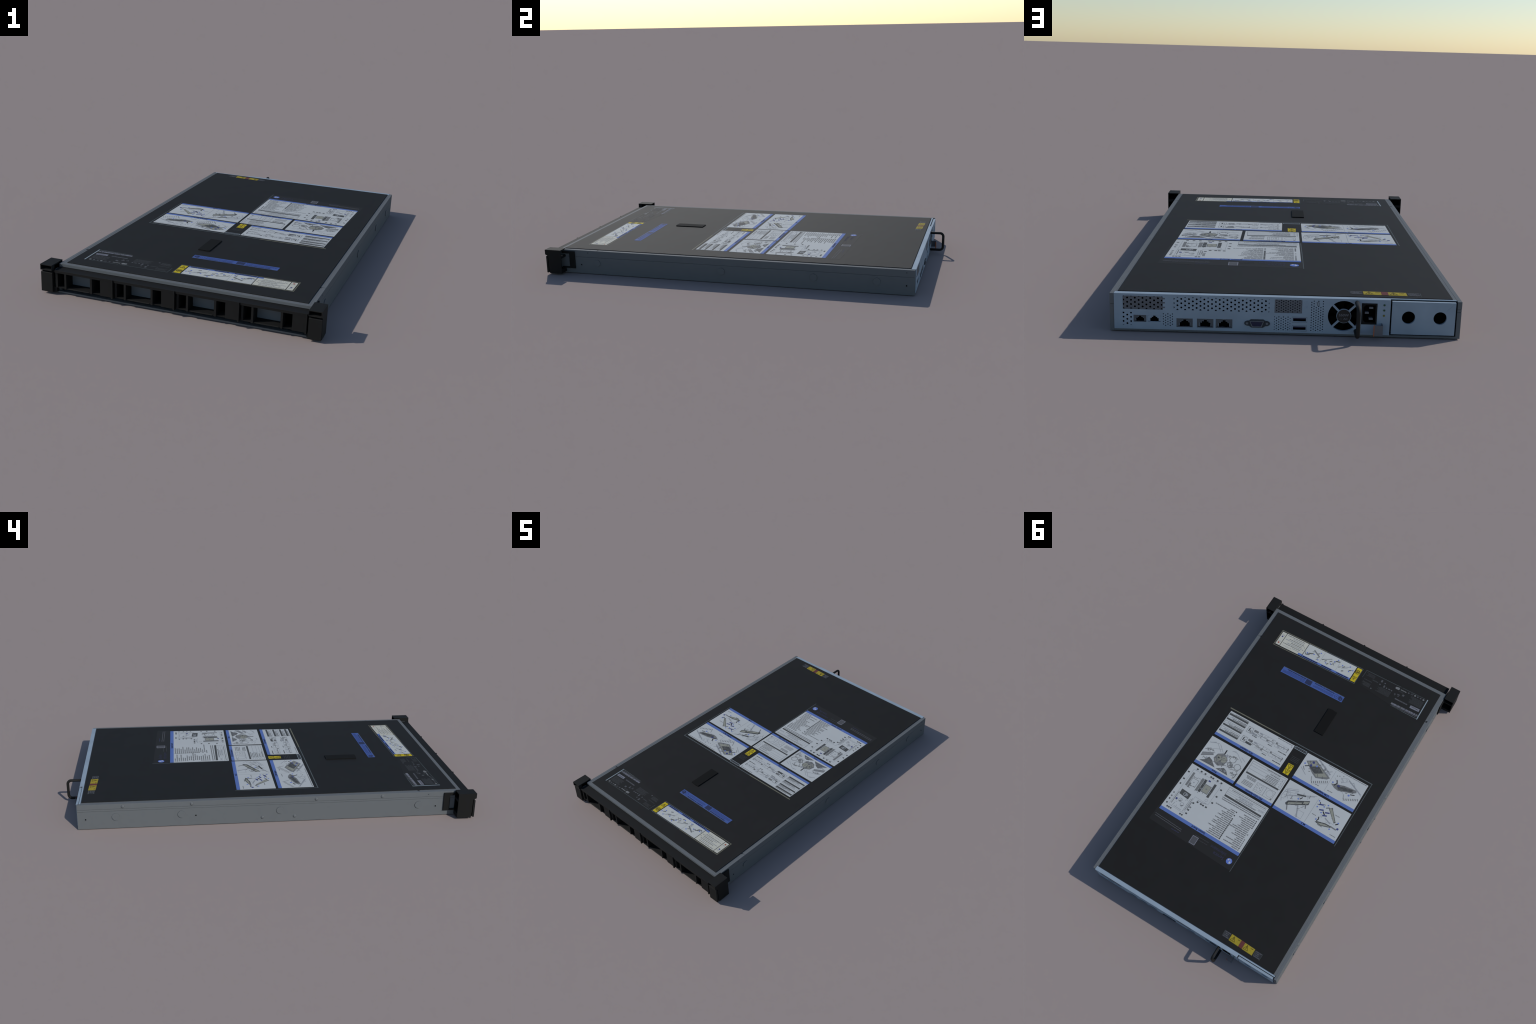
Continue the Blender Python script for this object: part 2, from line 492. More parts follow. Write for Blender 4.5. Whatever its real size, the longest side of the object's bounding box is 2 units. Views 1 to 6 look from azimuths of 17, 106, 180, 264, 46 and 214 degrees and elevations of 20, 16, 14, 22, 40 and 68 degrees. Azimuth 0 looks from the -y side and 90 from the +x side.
b = Builder()
outline_fill(rect(-0.3340, 0.5540, 0.0074, 0.1246), holes, PB, PY, "rear_blue_steel", b)
b.box(-0.3340, 0.5540, 0.9022, PB - 0.0001, 0.1238, 0.1262, "rear_blue_steel")      # top flange
b.box(-0.3340, 0.5540, PB, PY, 0.12462, 0.1262, "rear_blue_steel")
b.box(-0.5475, -0.3342, 0.9022, 0.9095, 0.1238, 0.1262, "rear_blue_steel")
rear = part("rear_panel", b, root)

b = Builder()
b.box(-0.3330, 0.5530, 0.866, 0.8675, 0.0075, 0.1235, "cavity_black")
for z0, z1 in ((0.0074, 0.0080), (0.1232, 0.1237)):
    b.box(-0.3330, 0.5530, 0.8676, PB - 0.0005, z0, z1, "cavity_black")
b.box(0.5525, 0.5535, 0.8676, PB - 0.0005, 0.0082, 0.1230, "cavity_black")
b.box(-0.3335, -0.3325, 0.8676, PB - 0.0005, 0.0082, 0.1230, "cavity_black")
part("rear_cavity_liner", b, rear)  # black plates added behind the panel so its openings look dark

# grey slot covers with their own perforation
b = Builder()
g = 0.0003
outline_fill(rect(0.3975 + g, 0.5258 - g, 0.0740 + g, 0.1184 - g), grille(0.3990, 0.5250, 0.0750, 0.1180, 0.5116, 0.0974, **BIG), PB, PY - 0.0006, "insert_grey", b)
for z in (0.1116, 0.0977, 0.0825):
    b.box(0.3905, 0.3978, PY + 0.0001, PY + 0.0006, z - 0.0022, z + 0.0022, "insert_grey")
part("slot_cover", b, rear)
b = Builder()
outline_fill(rect(-0.0500 + g, 0.0382 - g, 0.0738 + g, 0.1184 - g), grille(-0.0485, 0.0370, 0.0748, 0.1178, 0.0244, 0.1122, **FINE), PB, PY - 0.0006, "insert_grey", b)
part("slot_cover", b, rear)

for (cx, cz, hw, h, key), ro in zip(ports, port_open):
    b = Builder()
    small_port = hw < 0.0225
    outline_fill(rect(cx - hw + 0.0002, cx + hw - 0.0002, cz - h / 2 + 0.0002, cz + h / 2 - 0.0002),
                 [jack(cx, cz, hw * 0.93)], PB, PY - 0.0004, key, b)
    outline_fill(rect(cx - hw + 0.0004, cx + hw - 0.0004, cz - h / 2 + 0.0004, cz + h / 2 - 0.0004),
                 [jack(cx, cz - 0.0010, hw * 0.885)], PB - 0.0022, PB - 0.0003, "port_highlight", b)  # pale plate whose rim paints a highlight along the socket steps
    b.box(cx - hw + 0.001, cx + hw - 0.001, PB - 0.012, PB - 0.010, cz - h / 2 + 0.001, cz + h / 2 - 0.001, "cavity_black")
    part("ethernet_port", b, rear)

# video connector: dark flange with two screw lobes, pale shell, blue insert
b = Builder()
flange = [(0.1138, 0.0502), (0.1200, 0.0455), (0.1262, 0.0455), (0.1330, 0.0420), (0.1353, 0.0368), (0.1330, 0.0318), (0.1262, 0.0285), (0.1200, 0.0282), (0.1117, 0.0225),
          (0.0746, 0.0225), (0.0672, 0.0282), (0.0608, 0.0285), (0.0540, 0.0318), (0.0518, 0.0368), (0.0540, 0.0420), (0.0608, 0.0455), (0.0672, 0.0455), (0.0735, 0.0502)]
b.prism(flange, PY + 0.0002, PY + 0.0022, "flange_dark", "y")
b.disc((0.1262, 0.0370), 0.0072, PY + 0.0022, PY + 0.0042, "flange_dark", "y", 12)
b.disc((0.0618, 0.0370), 0.0072, PY + 0.0022, PY + 0.0042, "flange_dark", "y", 12)
b.disc((0.1262, 0.0370), 0.0036, PY + 0.0042, PY + 0.0046, "pin_metal", "y", 12)
b.disc((0.0618, 0.0370), 0.0036, PY + 0.0042, PY + 0.0046, "pin_metal", "y", 12)
outline_fill([(0.1178, 0.0452), (0.1101, 0.0258), (0.0788, 0.0258), (0.0718, 0.0452)], [[(0.1152, 0.0436), (0.1082, 0.0278), (0.0812, 0.0278), (0.0744, 0.0436)]],
             PY + 0.0023, PY + 0.0058, "pin_metal", b)
b.prism([(0.1150, 0.0434), (0.1080, 0.0280), (0.0814, 0.0280), (0.0746, 0.0434)], PY + 0.0023, PY + 0.0040, "connector_blue", "y")
part("video_port", b, rear)

for ro in usb:
    (x0, z0), (x1, z1) = ro[0], ro[2]
    b = Builder()
    outline_fill(rect(x0 - 0.0036, x1 + 0.0036, z0 - 0.0038, z1 + 0.0034), [rect(x0 - 0.0028, x1 + 0.0028, z0 - 0.0030, z1 + 0.0026)], PY + 0.0001, PY + 0.0004, "insert_grey", b)
    b.box(x0 + 0.001, x1 - 0.001, PB - 0.014, PB - 0.001, (z0 + z1) / 2 + 0.0003, z1 - 0.0006, "connector_blue")
    b.box(x0, x1, PB - 0.016, PB - 0.0145, z0, z1, "cavity_black")
    b.box(x0 + 0.0004, x1 - 0.0004, PB - 0.0144, PB, z0 - 0.0004, z0 + 0.0006, "cavity_black")
    part("usb_port", b, rear)

b = Builder()
for z in (0.1097, 0.0924):
    b.disc((-0.0631, z), 0.0058, PY - 0.0005, PY + 0.0007, "rear_blue_steel", "y", 20)
    b.disc((-0.0631, z), 0.0030, PY + 0.0007, PY + 0.0014, "rear_blue_steel", "y", 14)
part("panel_rivet", b, rear)
b = Builder()
b.box(-0.1045, -0.0955, PY - 0.0005, PY + 0.0004, 0.1105, 0.1125, "insert_grey")
for x in (-0.1040, -0.0985):
    b.box(x - 0.0011, x + 0.0011, PY - 0.0005, PY + 0.0004, 0.1010, 0.1103, "insert_grey")
part("panel_mark", b, rear)

# --------------------------------------------------------------- power supply
psu = bpy.data.objects.new("power_supply", None); link(psu, root)
b = Builder()
for k in range(4):
    a = math.radians(45 + 90 * k)
    d, n_ = (math.cos(a), math.sin(a)), (-math.sin(a), math.cos(a))
    w = 0.0034
    q = lambda r, s: (FAN[0] + d[0] * r + n_[0] * s, FAN[1] + d[1] * r + n_[1] * s)
    b.prism([q(0.021, -w), q(0.053, -w), q(0.053, w), q(0.021, w)], PB - 0.0008, PY - 0.0002, "rear_blue_steel", "y")
b.disc(FAN, 0.0236, PB - 0.004, PY + 0.0002, "rear_blue_steel", "y", 40)
outline_fill(circle(FAN[0], FAN[1], 0.0535, 48), [circle(FAN[0], FAN[1], 0.0513, 48)], PB - 0.0080, PB - 0.0002, "rear_blue_steel", b)
part("fan_guard", b, psu)
b = Builder()
b.disc(FAN, 0.0221, PY + 0.0002, PY + 0.0016, "hub_black", "y", 40)
def rear_text(s, cx, cz, width, height, y, key, bold=False):
    v, f, w, h = text_shape(s, bold)
    vv = [(cx + width / 2 - p[0] * width / w, y, cz - height / 2 + p[1] * height / h) for p in v]
    b.add(vv, f, key)
rear_text("550W", FAN[0], FAN[1] + 0.0040, 0.0330, 0.0080, PY + 0.00175, "hub_text", True)
rear_text("~  AC", FAN[0], FAN[1] - 0.0085, 0.0250, 0.0062, PY + 0.00175, "hub_text", True)
part("fan_hub", b, psu)
b = Builder()
for k in range(7):           # fan blades behind the guard
    a = 2 * math.pi * k / 7
    pts = [(FAN[0] + r * math.cos(a + t), FAN[1] + r * math.sin(a + t)) for r, t in ((0.020, 0), (0.048, 0.25), (0.048, 0.75), (0.020, 0.55))]
    b.prism(pts, PB - 0.014, PB - 0.012, "cavity_black", "y")
part("fan_blades", b, psu)

# bent tubular pull handle
HX = -0.2255
HT, HB, HR = 0.1150, 0.0195, 0.0185        # top bar, bottom bar, bend radius
pts = [(HX, 0.9180, HT), (HX, 0.9935 - HR, HT)]
for i in range(1, 9):
    a = math.pi / 2 * (1 - i / 8)
    pts.append((HX, 0.9935 - HR + HR * math.cos(a), HT - HR + HR * math.sin(a)))
for i in range(0, 9):
    a = -math.pi / 2 * i / 8
    pts.append((HX, 0.9935 - HR + HR * math.cos(a), HB + HR + HR * math.sin(a)))
pts.append((HX, 0.9180, HB))
b = Builder(); b.tube(pts, 0.0069, "handle_black", 16)
part("pull_handle", b, psu)

b = Builder()
outline_fill(iec, [[(-0.2860, 0.0490), (-0.2860, 0.1080), (-0.2545, 0.1080), (-0.2468, 0.1000), (-0.2468, 0.0570), (-0.2545, 0.0490)]], PB, PY + 0.0006, "plastic_black", b)
b.box(-0.2900, -0.2425, PB - 0.016, PB - 0.014, 0.0440, 0.1126, "cavity_black")
for x, z in ((-0.2721, 0.0977), (-0.2587, 0.0806), (-0.2725, 0.0605)):
    b.box(x - 0.0064, x + 0.0064, PB - 0.014, PB + 0.0005, z - 0.0026, z + 0.0026, "pin_metal")
part("power_socket", b, psu)
for z, key in ((0.1089, "led_green"), (0.0913, "led_green"), (0.0735, "led_yellow")):
    b = Builder(); b.disc((-0.3137, z), 0.0034, PY - 0.0005, PY + 0.0012, key, "y", 16)
    part("indicator_light", b, psu)
b = Builder()
b.box(-0.3092, -0.3076, PY, 0.9518, 0.0140, 0.0482, "latch_grey")
b.box(-0.3076, -0.2820, 0.9502, 0.9518, 0.0140, 0.0482, "latch_grey")
b.box(-0.2820, -0.2796, 0.9480, 0.9524, 0.0115, 0.0490, "latch_orange")
part("release_latch", b, psu)

# blanking cover of the second power bay, sunk in a gap; dark plates added to line it
b = Builder()
bx0, bx1, bz0, bz1 = -0.5440, -0.3390, 0.0118, 0.1215
hole_l, hole_r = circle(-0.3934, 0.0688, 0.0215, 36), circle(-0.4952, 0.0690, 0.0213, 36)
outline_fill(rect(bx0, bx1, bz0, bz1), [hole_l, hole_r], 0.9150, 0.9240, "rear_blue_steel", b)
b.box(bx0, bx1, 0.9125, 0.9149, bz1 - 0.002, bz1, "rear_blue_steel")
# shallow pressed ridge lines running from the corners
for p, q in (((bx0 + .003, bz1 - .003), (-0.515, 0.093)), ((bx1 - .003, bz1 - .003), (-0.372, 0.093))):
    dx, dz = q[0] - p[0], q[1] - p[1]; L_ = math.hypot(dx, dz); nx, nz = -dz / L_ * 0.0006, dx / L_ * 0.0006
    b.prism([(p[0] + nx, p[1] + nz), (q[0] + nx, q[1] + nz), (q[0] - nx, q[1] - nz), (p[0] - nx, p[1] - nz)], 0.9238, 0.9243, "rear_blue_steel", "y")
blank = part("blanking_cover", b, root)
b = Builder()
b.box(-0.5475, -0.3342, 0.8990, 0.9010, 0.0074, 0.1236, "cavity_black")
b.box(-0.5475, -0.3345, 0.9011, 0.9170, 0.0074, 0.0100, "seam_dark")
b.box(-0.5474, -0.5462, 0.9011, 0.9150, 0.0102, 0.1232, "seam_dark")
b.box(-0.3354, -0.3344, 0.9011, 0.9150, 0.0102, 0.1232, "seam_dark")
part("bay_gap_liner", b, blank)

# ------------------------------------------------------------------- labels
class Ink(Builder):
    """Thin printed shapes lying on the cover panel. Each shape gets a slightly
    different height so that overlapping prints never share a plane."""
    def __init__(self, z):
        super().__init__(); self.z, self.n = z, 0
    def top(self, layer):
        self.n += 1
        return self.z + layer * 0.00025 + (self.n % 30) * 7e-6
    def poly(self, pts, key, layer=0):
        t = self.top(layer)
        self.prism(pts, self.z - 0.0001, t, key, bottom=False)
    def rect(self, x0, x1, y0, y1, key, layer=0):
        self.poly(rect(min(x0, x1), max(x0, x1), min(y0, y1), max(y0, y1)), key, layer)
    def line(self, pts, w, key, layer=0, closed=False):
        w = max(w * 1.2, 0.0015)
        seq = list(zip(pts, pts[1:])) + ([(pts[-1], pts[0])] if closed else [])
        for p, q in seq:
            dx, dy = q[0] - p[0], q[1] - p[1]; l = math.hypot(dx, dy) or 1
            nx, ny = -dy / l * w / 2, dx / l * w / 2; ex, ey = dx / l * w / 2, dy / l * w / 2
            self.poly([(p[0] - ex + nx, p[1] - ey + ny), (p[0] - ex - nx, p[1] - ey - ny), (q[0] + ex - nx, q[1] + ey - ny), (q[0] + ex + nx, q[1] + ey + ny)], key, layer)
    def dot(self, x, y, r, key, layer=1, n=14):
        self.poly(circle(x, y, r, n), key, layer)
    def ring(self, x, y, r, w, key, layer=0, n=20):
        self.line(circle(x, y, r, n), w, key, layer, True)
    def words(self, x0, x1, y, h, key, layer=0, density=0.90, slope=0.0):
        """A line of illegible small print: short dashes of word length."""
        x = x0
        while x < x1 - 0.002:
            w = min(RNG.uniform(0.35, 2.2) * h * 2.4, x1 - x)
            yy = y + slope * (x - x0)
            self.rect(x, x + w * density, yy - h / 2, yy + h / 2, key, layer)
            x += w + 0.05 * h
    def block(self, x0, x1, y0, y1, rows, key, layer=0, fill=0.45, ragged=0.25):
        for i in range(rows):
            y = y1 - (i + 0.5) * (y1 - y0) / rows
            self.words(x0, x1 - RNG.uniform(0, ragged) * (x1 - x0), y, fill * (y1 - y0) / rows, key, layer)
    def text(self, s, x0, x1, y0, y1, key, layer=1, bold=False):
        v, f, w, h = text_shape(s, bold)
        t = self.top(layer)
        self.add([(x0 + p[0] * (x1 - x0) / w, y0 + p[1] * (y1 - y0) / h, t) for p in v], f, key)
    def scribble(self, x0, x1, y0, y1, n, key, length=0.010, w=0.0018, layer=0, angles=(25, 150, 90)):
        """Short strokes of a technical drawing, in a few fixed directions."""
        for _ in range(n):
            a = math.radians(RNG.choice(angles) + RNG.uniform(-6, 6)); l = length * RNG.uniform(0.4, 1.0) / 2
            cx, cy = RNG.uniform(x0 + l, x1 - l), RNG.uniform(y0 + l, y1 - l)
            self.line([(cx - l * math.cos(a), cy - l * math.sin(a)), (cx + l * math.cos(a), cy + l * math.sin(a))], w, key, layer)
    def triangle_sign(self, cx, cy, r, key, layer=1):
        p = [(cx, cy + r), (cx - r * 0.95, cy - r * 0.75), (cx + r * 0.95, cy - r * 0.75)]
        self.line(p, r * 0.16, key, layer, True)
        self.line([(cx, cy + r * 0.4), (cx, cy - r * 0.5)], r * 0.18, key, layer)

Z1 = ZP + 0.0006          # top of the paper layer
def paper(name, pts, key, parent, z=Z1):
    b = Builder(); b.prism(pts, ZP - 0.0003, z, key)
    return part(name, b, parent)

# ---- large service label: black film with six white panels
film = [(-0.0610, 0.1640), (0.4560, 0.1560), (0.4700, 0.5420), (-0.0600, 0.5640)]
service = paper("service_label", film, "label_black", root, ZP + 0.0002)

panels = [  # bottom-left, bottom-right, top-right, top-left, header height
    [(0.0140, -0.2263), (0.4345, -0.2265), (0.4389, -0.0570), (0.0158, -0.0535), 0.0170],
    [(-0.4535, -0.2270), (-0.0710, -0.2263), (-0.0709, -0.0535), (-0.4540, -0.0495), 0.0180],
    [(0.1857, -0.0411), (0.4412, -0.0420), (0.4448, 0.1425), (0.1884, 0.1440), 0.0170],
    [(-0.0573, -0.0372), (0.1719, -0.0395), (0.1752, 0.1455), (-0.0574, 0.1475), 0.0160],
    [(-0.4543, -0.0370), (-0.0684, -0.0385), (-0.0684, 0.1500), (-0.4553, 0.1572), 0.0180],
    [(-0.0550, 0.1625), (0.4460, 0.1557), (0.4560, 0.4665), (-0.0557, 0.4750), 0.0190],
]
for bl, br, tr, tl, hh in panels:
    p = paper("label_panel", [bl, br, tr, tl], "label_white", service)
    k = hh / (tl[1] - bl[1])
    mix = lambda a, c, t: (a[0] + (c[0] - a[0]) * t, a[1] + (c[1] - a[1]) * t)
    paper("label_header", [mix(tl, bl, k), mix(tr, br, k), tr, tl], "label_blue", service, Z1 + 0.0002)

ik = Ink(Z1 + 0.0001)
lo = Ink(ZP + 0.0003)       # print that lies straight on the black film or cover
HL = 2                       # layer above the blue headers
ik.text("System Board", 0.163, 0.247, 0.4565, 0.4680, "title_ink", HL, True)
ik.text("PSU LEDs Behavior", 0.003, 0.114, 0.1330, 0.1445, "title_ink", HL, True)
ik.text("Fans", 0.302, 0.331, 0.1290, 0.1395, "title_ink", HL, True)
ik.text("PCIe Adapters", 0.190, 0.271, -0.0680, -0.0575, "title_ink", HL, True)
ik.text("LOM Adapter", -0.299, -0.222, -0.0660, -0.0550, "title_ink", HL, True)
ik.text("M.2", -0.271, -0.247, 0.1385, 0.1490, "title_ink", HL, True)

# border lines of the film
lo.line([(0.445, -0.2415), (0.12, -0.2435)], 0.0050, "line_beige")
lo.line([(0.12, -0.2435), (-0.18, -0.2445)], 0.0040, "line_grey")
lo.line([(-0.18, -0.2445), (-0.466, -0.2445)], 0.0040, "line_grey")
lo.line([(-0.4660, -0.2445), (-0.4652, 0.1640)], 0.0026, "line_grey")
lo.line([(-0.0612, 0.1680), (-0.0625, 0.3500)], 0.0026, "line_grey")
lo.line([(-0.0625, 0.3500), (-0.0632, 0.5680)], 0.0022, "line_grey")

# heading of the service label
lo.dot(-0.0300, 0.5225, 0.0165, "globe_blue", 1, 28)
lo.poly([(-0.041, 0.531), (-0.034, 0.535), (-0.030, 0.528), (-0.034, 0.520), (-0.040, 0.522)], "label_white", 2)
lo.poly([(-0.028, 0.518), (-0.020, 0.522), (-0.019, 0.514), (-0.026, 0.510)], "label_white", 2)
lo.poly([(-0.036, 0.514), (-0.031, 0.516), (-0.033, 0.508)], "label_white", 2)
lo.text("Service", 0.004, 0.068, 0.5190, 0.5370, "service_ink", 1)
lo.text("Information", 0.004, 0.099, 0.4935, 0.5115, "service_ink", 1)
lo.rect(0.1765, 0.2125, 0.4990, 0.5460, "print_pale", 1)
lo.rect(0.1795, 0.2095, 0.5022, 0.5428, "print_grey", 2)
lo.words(0.118, 0.172, 0.5080, 0.0035, "print_dim", 1)
lo.words(0.118, 0.205, 0.4930, 0.0035, "print_dim", 1)
lo.words(0.285, 0.335, 0.5290, 0.0035, "service_ink", 1)
lo.words(0.280, 0.455, 0.5165, 0.0036, "print_grey", 1, slope=-0.05)
lo.words(0.284, 0.458, 0.5060, 0.0036, "print_grey", 1, slope=-0.05)

# warning cell between the lower panels
lo.rect(-0.0450, -0.0103, -0.1200, -0.0533, "label_yellow", 0)
lo.triangle_sign(-0.0285, -0.0720, 0.0150, "yellow_ink", 1)
lo.triangle_sign(-0.0285, -0.1040, 0.0150, "yellow_ink", 1)
for i in range(4):
    lo.words(-0.054, -0.004, -0.140 - i * 0.0088, 0.0032, "print_dim")
lo.line([(-0.0640, -0.2283), (0.0075, -0.2277), (0.0075, -0.2135), (-0.0640, -0.2127)], 0.0022, "line_bright", 0, True)
lo.words(-0.060, 0.004, -0.2205, 0.0050, "print_grey", 0)

# System Board: two numbered lists, a note, a table and the board drawing
sq = 0.0060
for r in range(18):
    y = 0.447 - r * 0.01083
    if r < 7 or r > 12 or r == 9:
        ik.rect(-0.0405, -0.0405 + sq, y - 0.0036, y + 0.0036, "ink_dark" if r > 12 or r == 1 else "ink_mid")
    ik.words(-0.0300, [0.004, 0.062, 0.012, 0.059, 0.015, 0.010, 0.044, 0.030, 0.038, 0.078, 0.066, 0.040, 0.030, 0.032, 0.040, 0.058, 0.030, 0.042][r], y, 0.0054, "ink_mid")
for r in range(17):
    y = 0.444 - r * 0.01070
    if r < 13:
        ik.rect(0.0785, 0.0785 + sq * 1.2, y - 0.0042, y + 0.0042, "ink_dark")
    elif r in (14, 16):
        ik.rect(0.0785, 0.0785 + sq * 1.1, y - 0.0036, y + 0.0036, "ink_dark")
    ik.words(0.0890, [0.168, 0.160, 0.162, 0.150, 0.182, 0.140, 0.172, 0.172, 0.150, 0.172, 0.140, 0.168, 0.150, 0.157, 0.132, 0.209, 0.120][r], y, 0.0054, "ink_mid")
ik.words(-0.045, 0.193, 0.2465, 0.0050, "ink_mid", density=0.92)
ik.words(-0.043, 0.195, 0.2360, 0.0050, "ink_mid", density=0.92)
ik.poly([(-0.044, 0.2200), (0.191, 0.2150), (0.191, 0.2262), (-0.044, 0.2305)], "ink_dark", 1)
ik.line([(-0.051, 0.1690), (0.191, 0.1685), (0.191, 0.2150)], 0.0011, "ink_mid")
for y in (0.2065, 0.1955, 0.1850):
    ik.line([(-0.050, y), (0.191, y - 0.001)], 0.0008, "ink_light")
ik.words(0.000, 0.130, 0.2105, 0.0042, "ink_mid"); ik.words(0.028, 0.110, 0.2005, 0.0048, "ink_light")
ik.words(0.028, 0.120, 0.1905, 0.0048, "ink_light"); ik.words(-0.045, 0.170, 0.1760, 0.0038, "ink_mid")
ik.words(-0.045, -0.01, 0.2010, 0.0040, "ink_light")

board = [(0.418, 0.180), (0.243, 0.179), (0.236, 0.195), (0.238, 0.316), (0.324, 0.312), (0.326, 0.424), (0.425, 0.420)]
ik.line(board, 0.0010, "ink_light", 0, True)
ik.rect(0.3990, 0.4110, 0.1960, 0.2820, "ink_mid", 0)
ik.rect(0.3860, 0.3960, 0.2560, 0.2860, "ink_mid", 0)
ik.line(rect(0.3560, 0.3950, 0.2260, 0.2690), 0.0018, "ink_mid", 0, True)
ik.rect(0.3720, 0.3790, 0.2440, 0.2500, "ink_light", 1)
ik.rect(0.3340, 0.3480, 0.2000, 0.2800, "ink_mid", 0); ik.rect(0.3170, 0.3320, 0.1980, 0.2780, "ink_dark", 0)
ik.rect(0.3170, 0.3480, 0.2520, 0.2600, "ink_mid", 1)
ik.rect(0.2750, 0.3150, 0.2200, 0.2710, "ink_mid", 0); ik.rect(0.2785, 0.3115, 0.2240, 0.2670, "ink_beige", 1)
ik.rect(0.2900, 0.3000, 0.2430, 0.2480, "ink_mid", 2)
ik.rect(0.2580, 0.2720, 0.1960, 0.2830, "ink_dark", 0)
ik.poly([(0.348, 0.313), (0.410, 0.308), (0.410, 0.339), (0.349, 0.346)], "ink_dark", 0)
ik.ring(0.3790, 0.3280, 0.0080, 0.0030, "ink_light", 1); ik.ring(0.3690, 0.3270, 0.0060, 0.0030, "ink_light", 1)
for x, y in ((0.383, 0.368), (0.361, 0.386)):
    ik.ring(x, y, 0.0100, 0.0020, "ink_light", 0); ik.line([(x - 0.006, y + 0.004), (x + 0.002, y + 0.008)], 0.0040, "ink_mid", 1)
ik.ring(0.2600, 0.3000, 0.0070, 0.0010, "ink_light", 0)
ik.line([(0.330, 0.330), (0.331, 0.405)], 0.0026, "ink_mid"); ik.line([(0.338, 0.335), (0.338, 0.420)], 0.0014, "ink_mid")
ik.line([(0.322, 0.350), (0.322, 0.395)], 0.0030, "ink_mid"); ik.line([(0.416, 0.330), (0.417, 0.405)], 0.0030, "ink_mid")
ik.line([(0.424, 0.350), (0.424, 0.400)], 0.0014, "ink_light"); ik.line([(0.350, 0.416), (0.395, 0.414)], 0.0024, "ink_light")
ik.line([(0.300, 0.322), (0.270, 0.322), (0.250, 0.318)], 0.0030, "ink_light")
callouts = [(0.400, 0.170), (0.374, 0.171), (0.348, 0.172), (0.311, 0.171), (0.297, 0.172), (0.268, 0.172), (0.243, 0.173),
            (0.223, 0.208), (0.223, 0.253), (0.224, 0.295), (0.240, 0.333), (0.259, 0.333), (0.273, 0.332), (0.295, 0.332),
            (0.312, 0.348), (0.313, 0.377), (0.314, 0.395), (0.313, 0.417), (0.435, 0.207), (0.436, 0.254), (0.437, 0.287),
            (0.438, 0.349), (0.438, 0.371), (0.439, 0.390), (0.439, 0.416), (0.425, 0.434), (0.414, 0.434), (0.402, 0.434), (0.340, 0.436), (0.328, 0.436)]
for i, (x, y) in enumerate(callouts):
    w = 0.0052 if i < 20 else 0.0042
    ik.rect(x - w, x + w, y - 0.0042, y + 0.0042, "ink_dark" if i not in (15, 21, 22) else "ink_mid", 1)
ik.line([(0.400, 0.174), (0.403, 0.185)], 0.001, "ink_light"); ik.line([(0.374, 0.175), (0.377, 0.188)], 0.001, "ink_light"); ik.line([(0.268, 0.176), (0.268, 0.188)], 0.001, "ink_light")
ik.rect(0.2985, 0.3115, 0.1920, 0.2000, "ink_navy", 1); ik.dot(0.406, 0.371, 0.0060, "ink_navy", 1)

# PCIe panel: four small tables and two rows of slot drawings
for i, y in enumerate((-0.0965, -0.1370, -0.1770, -0.2085)):
    ik.rect(0.3100, 0.4310, y - 0.0052, y + 0.0052, "ink_dark", 1)
    d = 0.026 if i < 3 else 0.008
    ik.line([(0.3100, y), (0.3100, y - d), (0.4310, y - d), (0.4310, y)], 0.0010, "ink_mid", 0)
    ik.words(0.3120, 0.400, y - 0.0095, 0.0046, "ink_mid", 0)
    if i < 3:
        ik.words(0.3120, 0.370, y - 0.0175, 0.0044, "ink_mid", 0); ik.words(0.376, 0.412, y - 0.0185, 0.0036, "ink_light", 0)
        ik.line([(0.3105, y - 0.0135), (0.4305, y - 0.0135)], 0.0008, "ink_light", 0)
for oy in (0.0, -0.0640):
    ik.words(0.026, 0.078, -0.0865 + oy, 0.0045, "ink_dark", 0)
    ik.words(0.122, 0.150, -0.0925 + oy, 0.0040, "ink_dark", 0)
    ik.line(rect(0.0320, 0.1120, -0.1280 + oy, -0.1000 + oy), 0.0012, "ink_light", 0, True)
    ik.line([(0.0290, -0.1170 + oy), (0.1080, -0.1180 + oy)], 0.0026, "ink_mid", 0)
    ik.rect(0.0300, 0.0360, -0.1270 + oy, -0.1180 + oy, "ink_mid", 0); ik.rect(0.0320, 0.0350, -0.1150 + oy, -0.1020 + oy, "ink_mid", 0)
    ik.rect(0.1020, 0.1110, -0.1290 + oy, -0.1190 + oy, "ink_mid", 1); ik.line([(0.070, -0.117 + oy), (0.070, -0.109 + oy)], 0.0014, "ink_mid", 0)
    ik.line(rect(0.1210, 0.2000, -0.1330 + oy, -0.1020 + oy), 0.0012, "ink_light", 0, True)
    ik.line([(0.1200, -0.1150 + oy), (0.2240, -0.1160 + oy)], 0.0022, "ink_mid", 0)
    ik.rect(0.1560, 0.1670, -0.1140 + oy, -0.1050 + oy, "ink_mid", 0); ik.line([(0.186, -0.116 + oy), (0.186, -0.126 + oy)], 0.0014, "ink_mid", 0)
    ik.rect(0.2020, 0.2200, -0.1330 + oy, -0.1230 + oy, "ink_light", 0)
    ik.rect(0.2260, 0.2620, -0.1120 + oy, -0.0990 + oy, "ink_dark" if oy == 0 else "ink_light", 0)
    ik.rect(0.2280, 0.2560, -0.1320 + oy, -0.1190 + oy, "ink_mid", 0)
    ik.line(rect(0.2640, 0.2940, -0.1340 + oy, -0.0980 + oy), 0.0014, "ink_mid", 0, True)
    ik.rect(0.2700, 0.2760, -0.1180 + oy, -0.1020 + oy, "ink_mid", 0); ik.rect(0.2800, 0.2860, -0.1280 + oy, -0.1060 + oy, "ink_dark", 0)
ik.words(0.222, 0.252, -0.158, 0.0042, "ink_dark", 0)
ik.words(0.024, 0.120, -0.2190, 0.0036, "ink_mid", 0)
ik.rect(0.0215, 0.0275, -0.2140, -0.2060, "ink_light", 0)

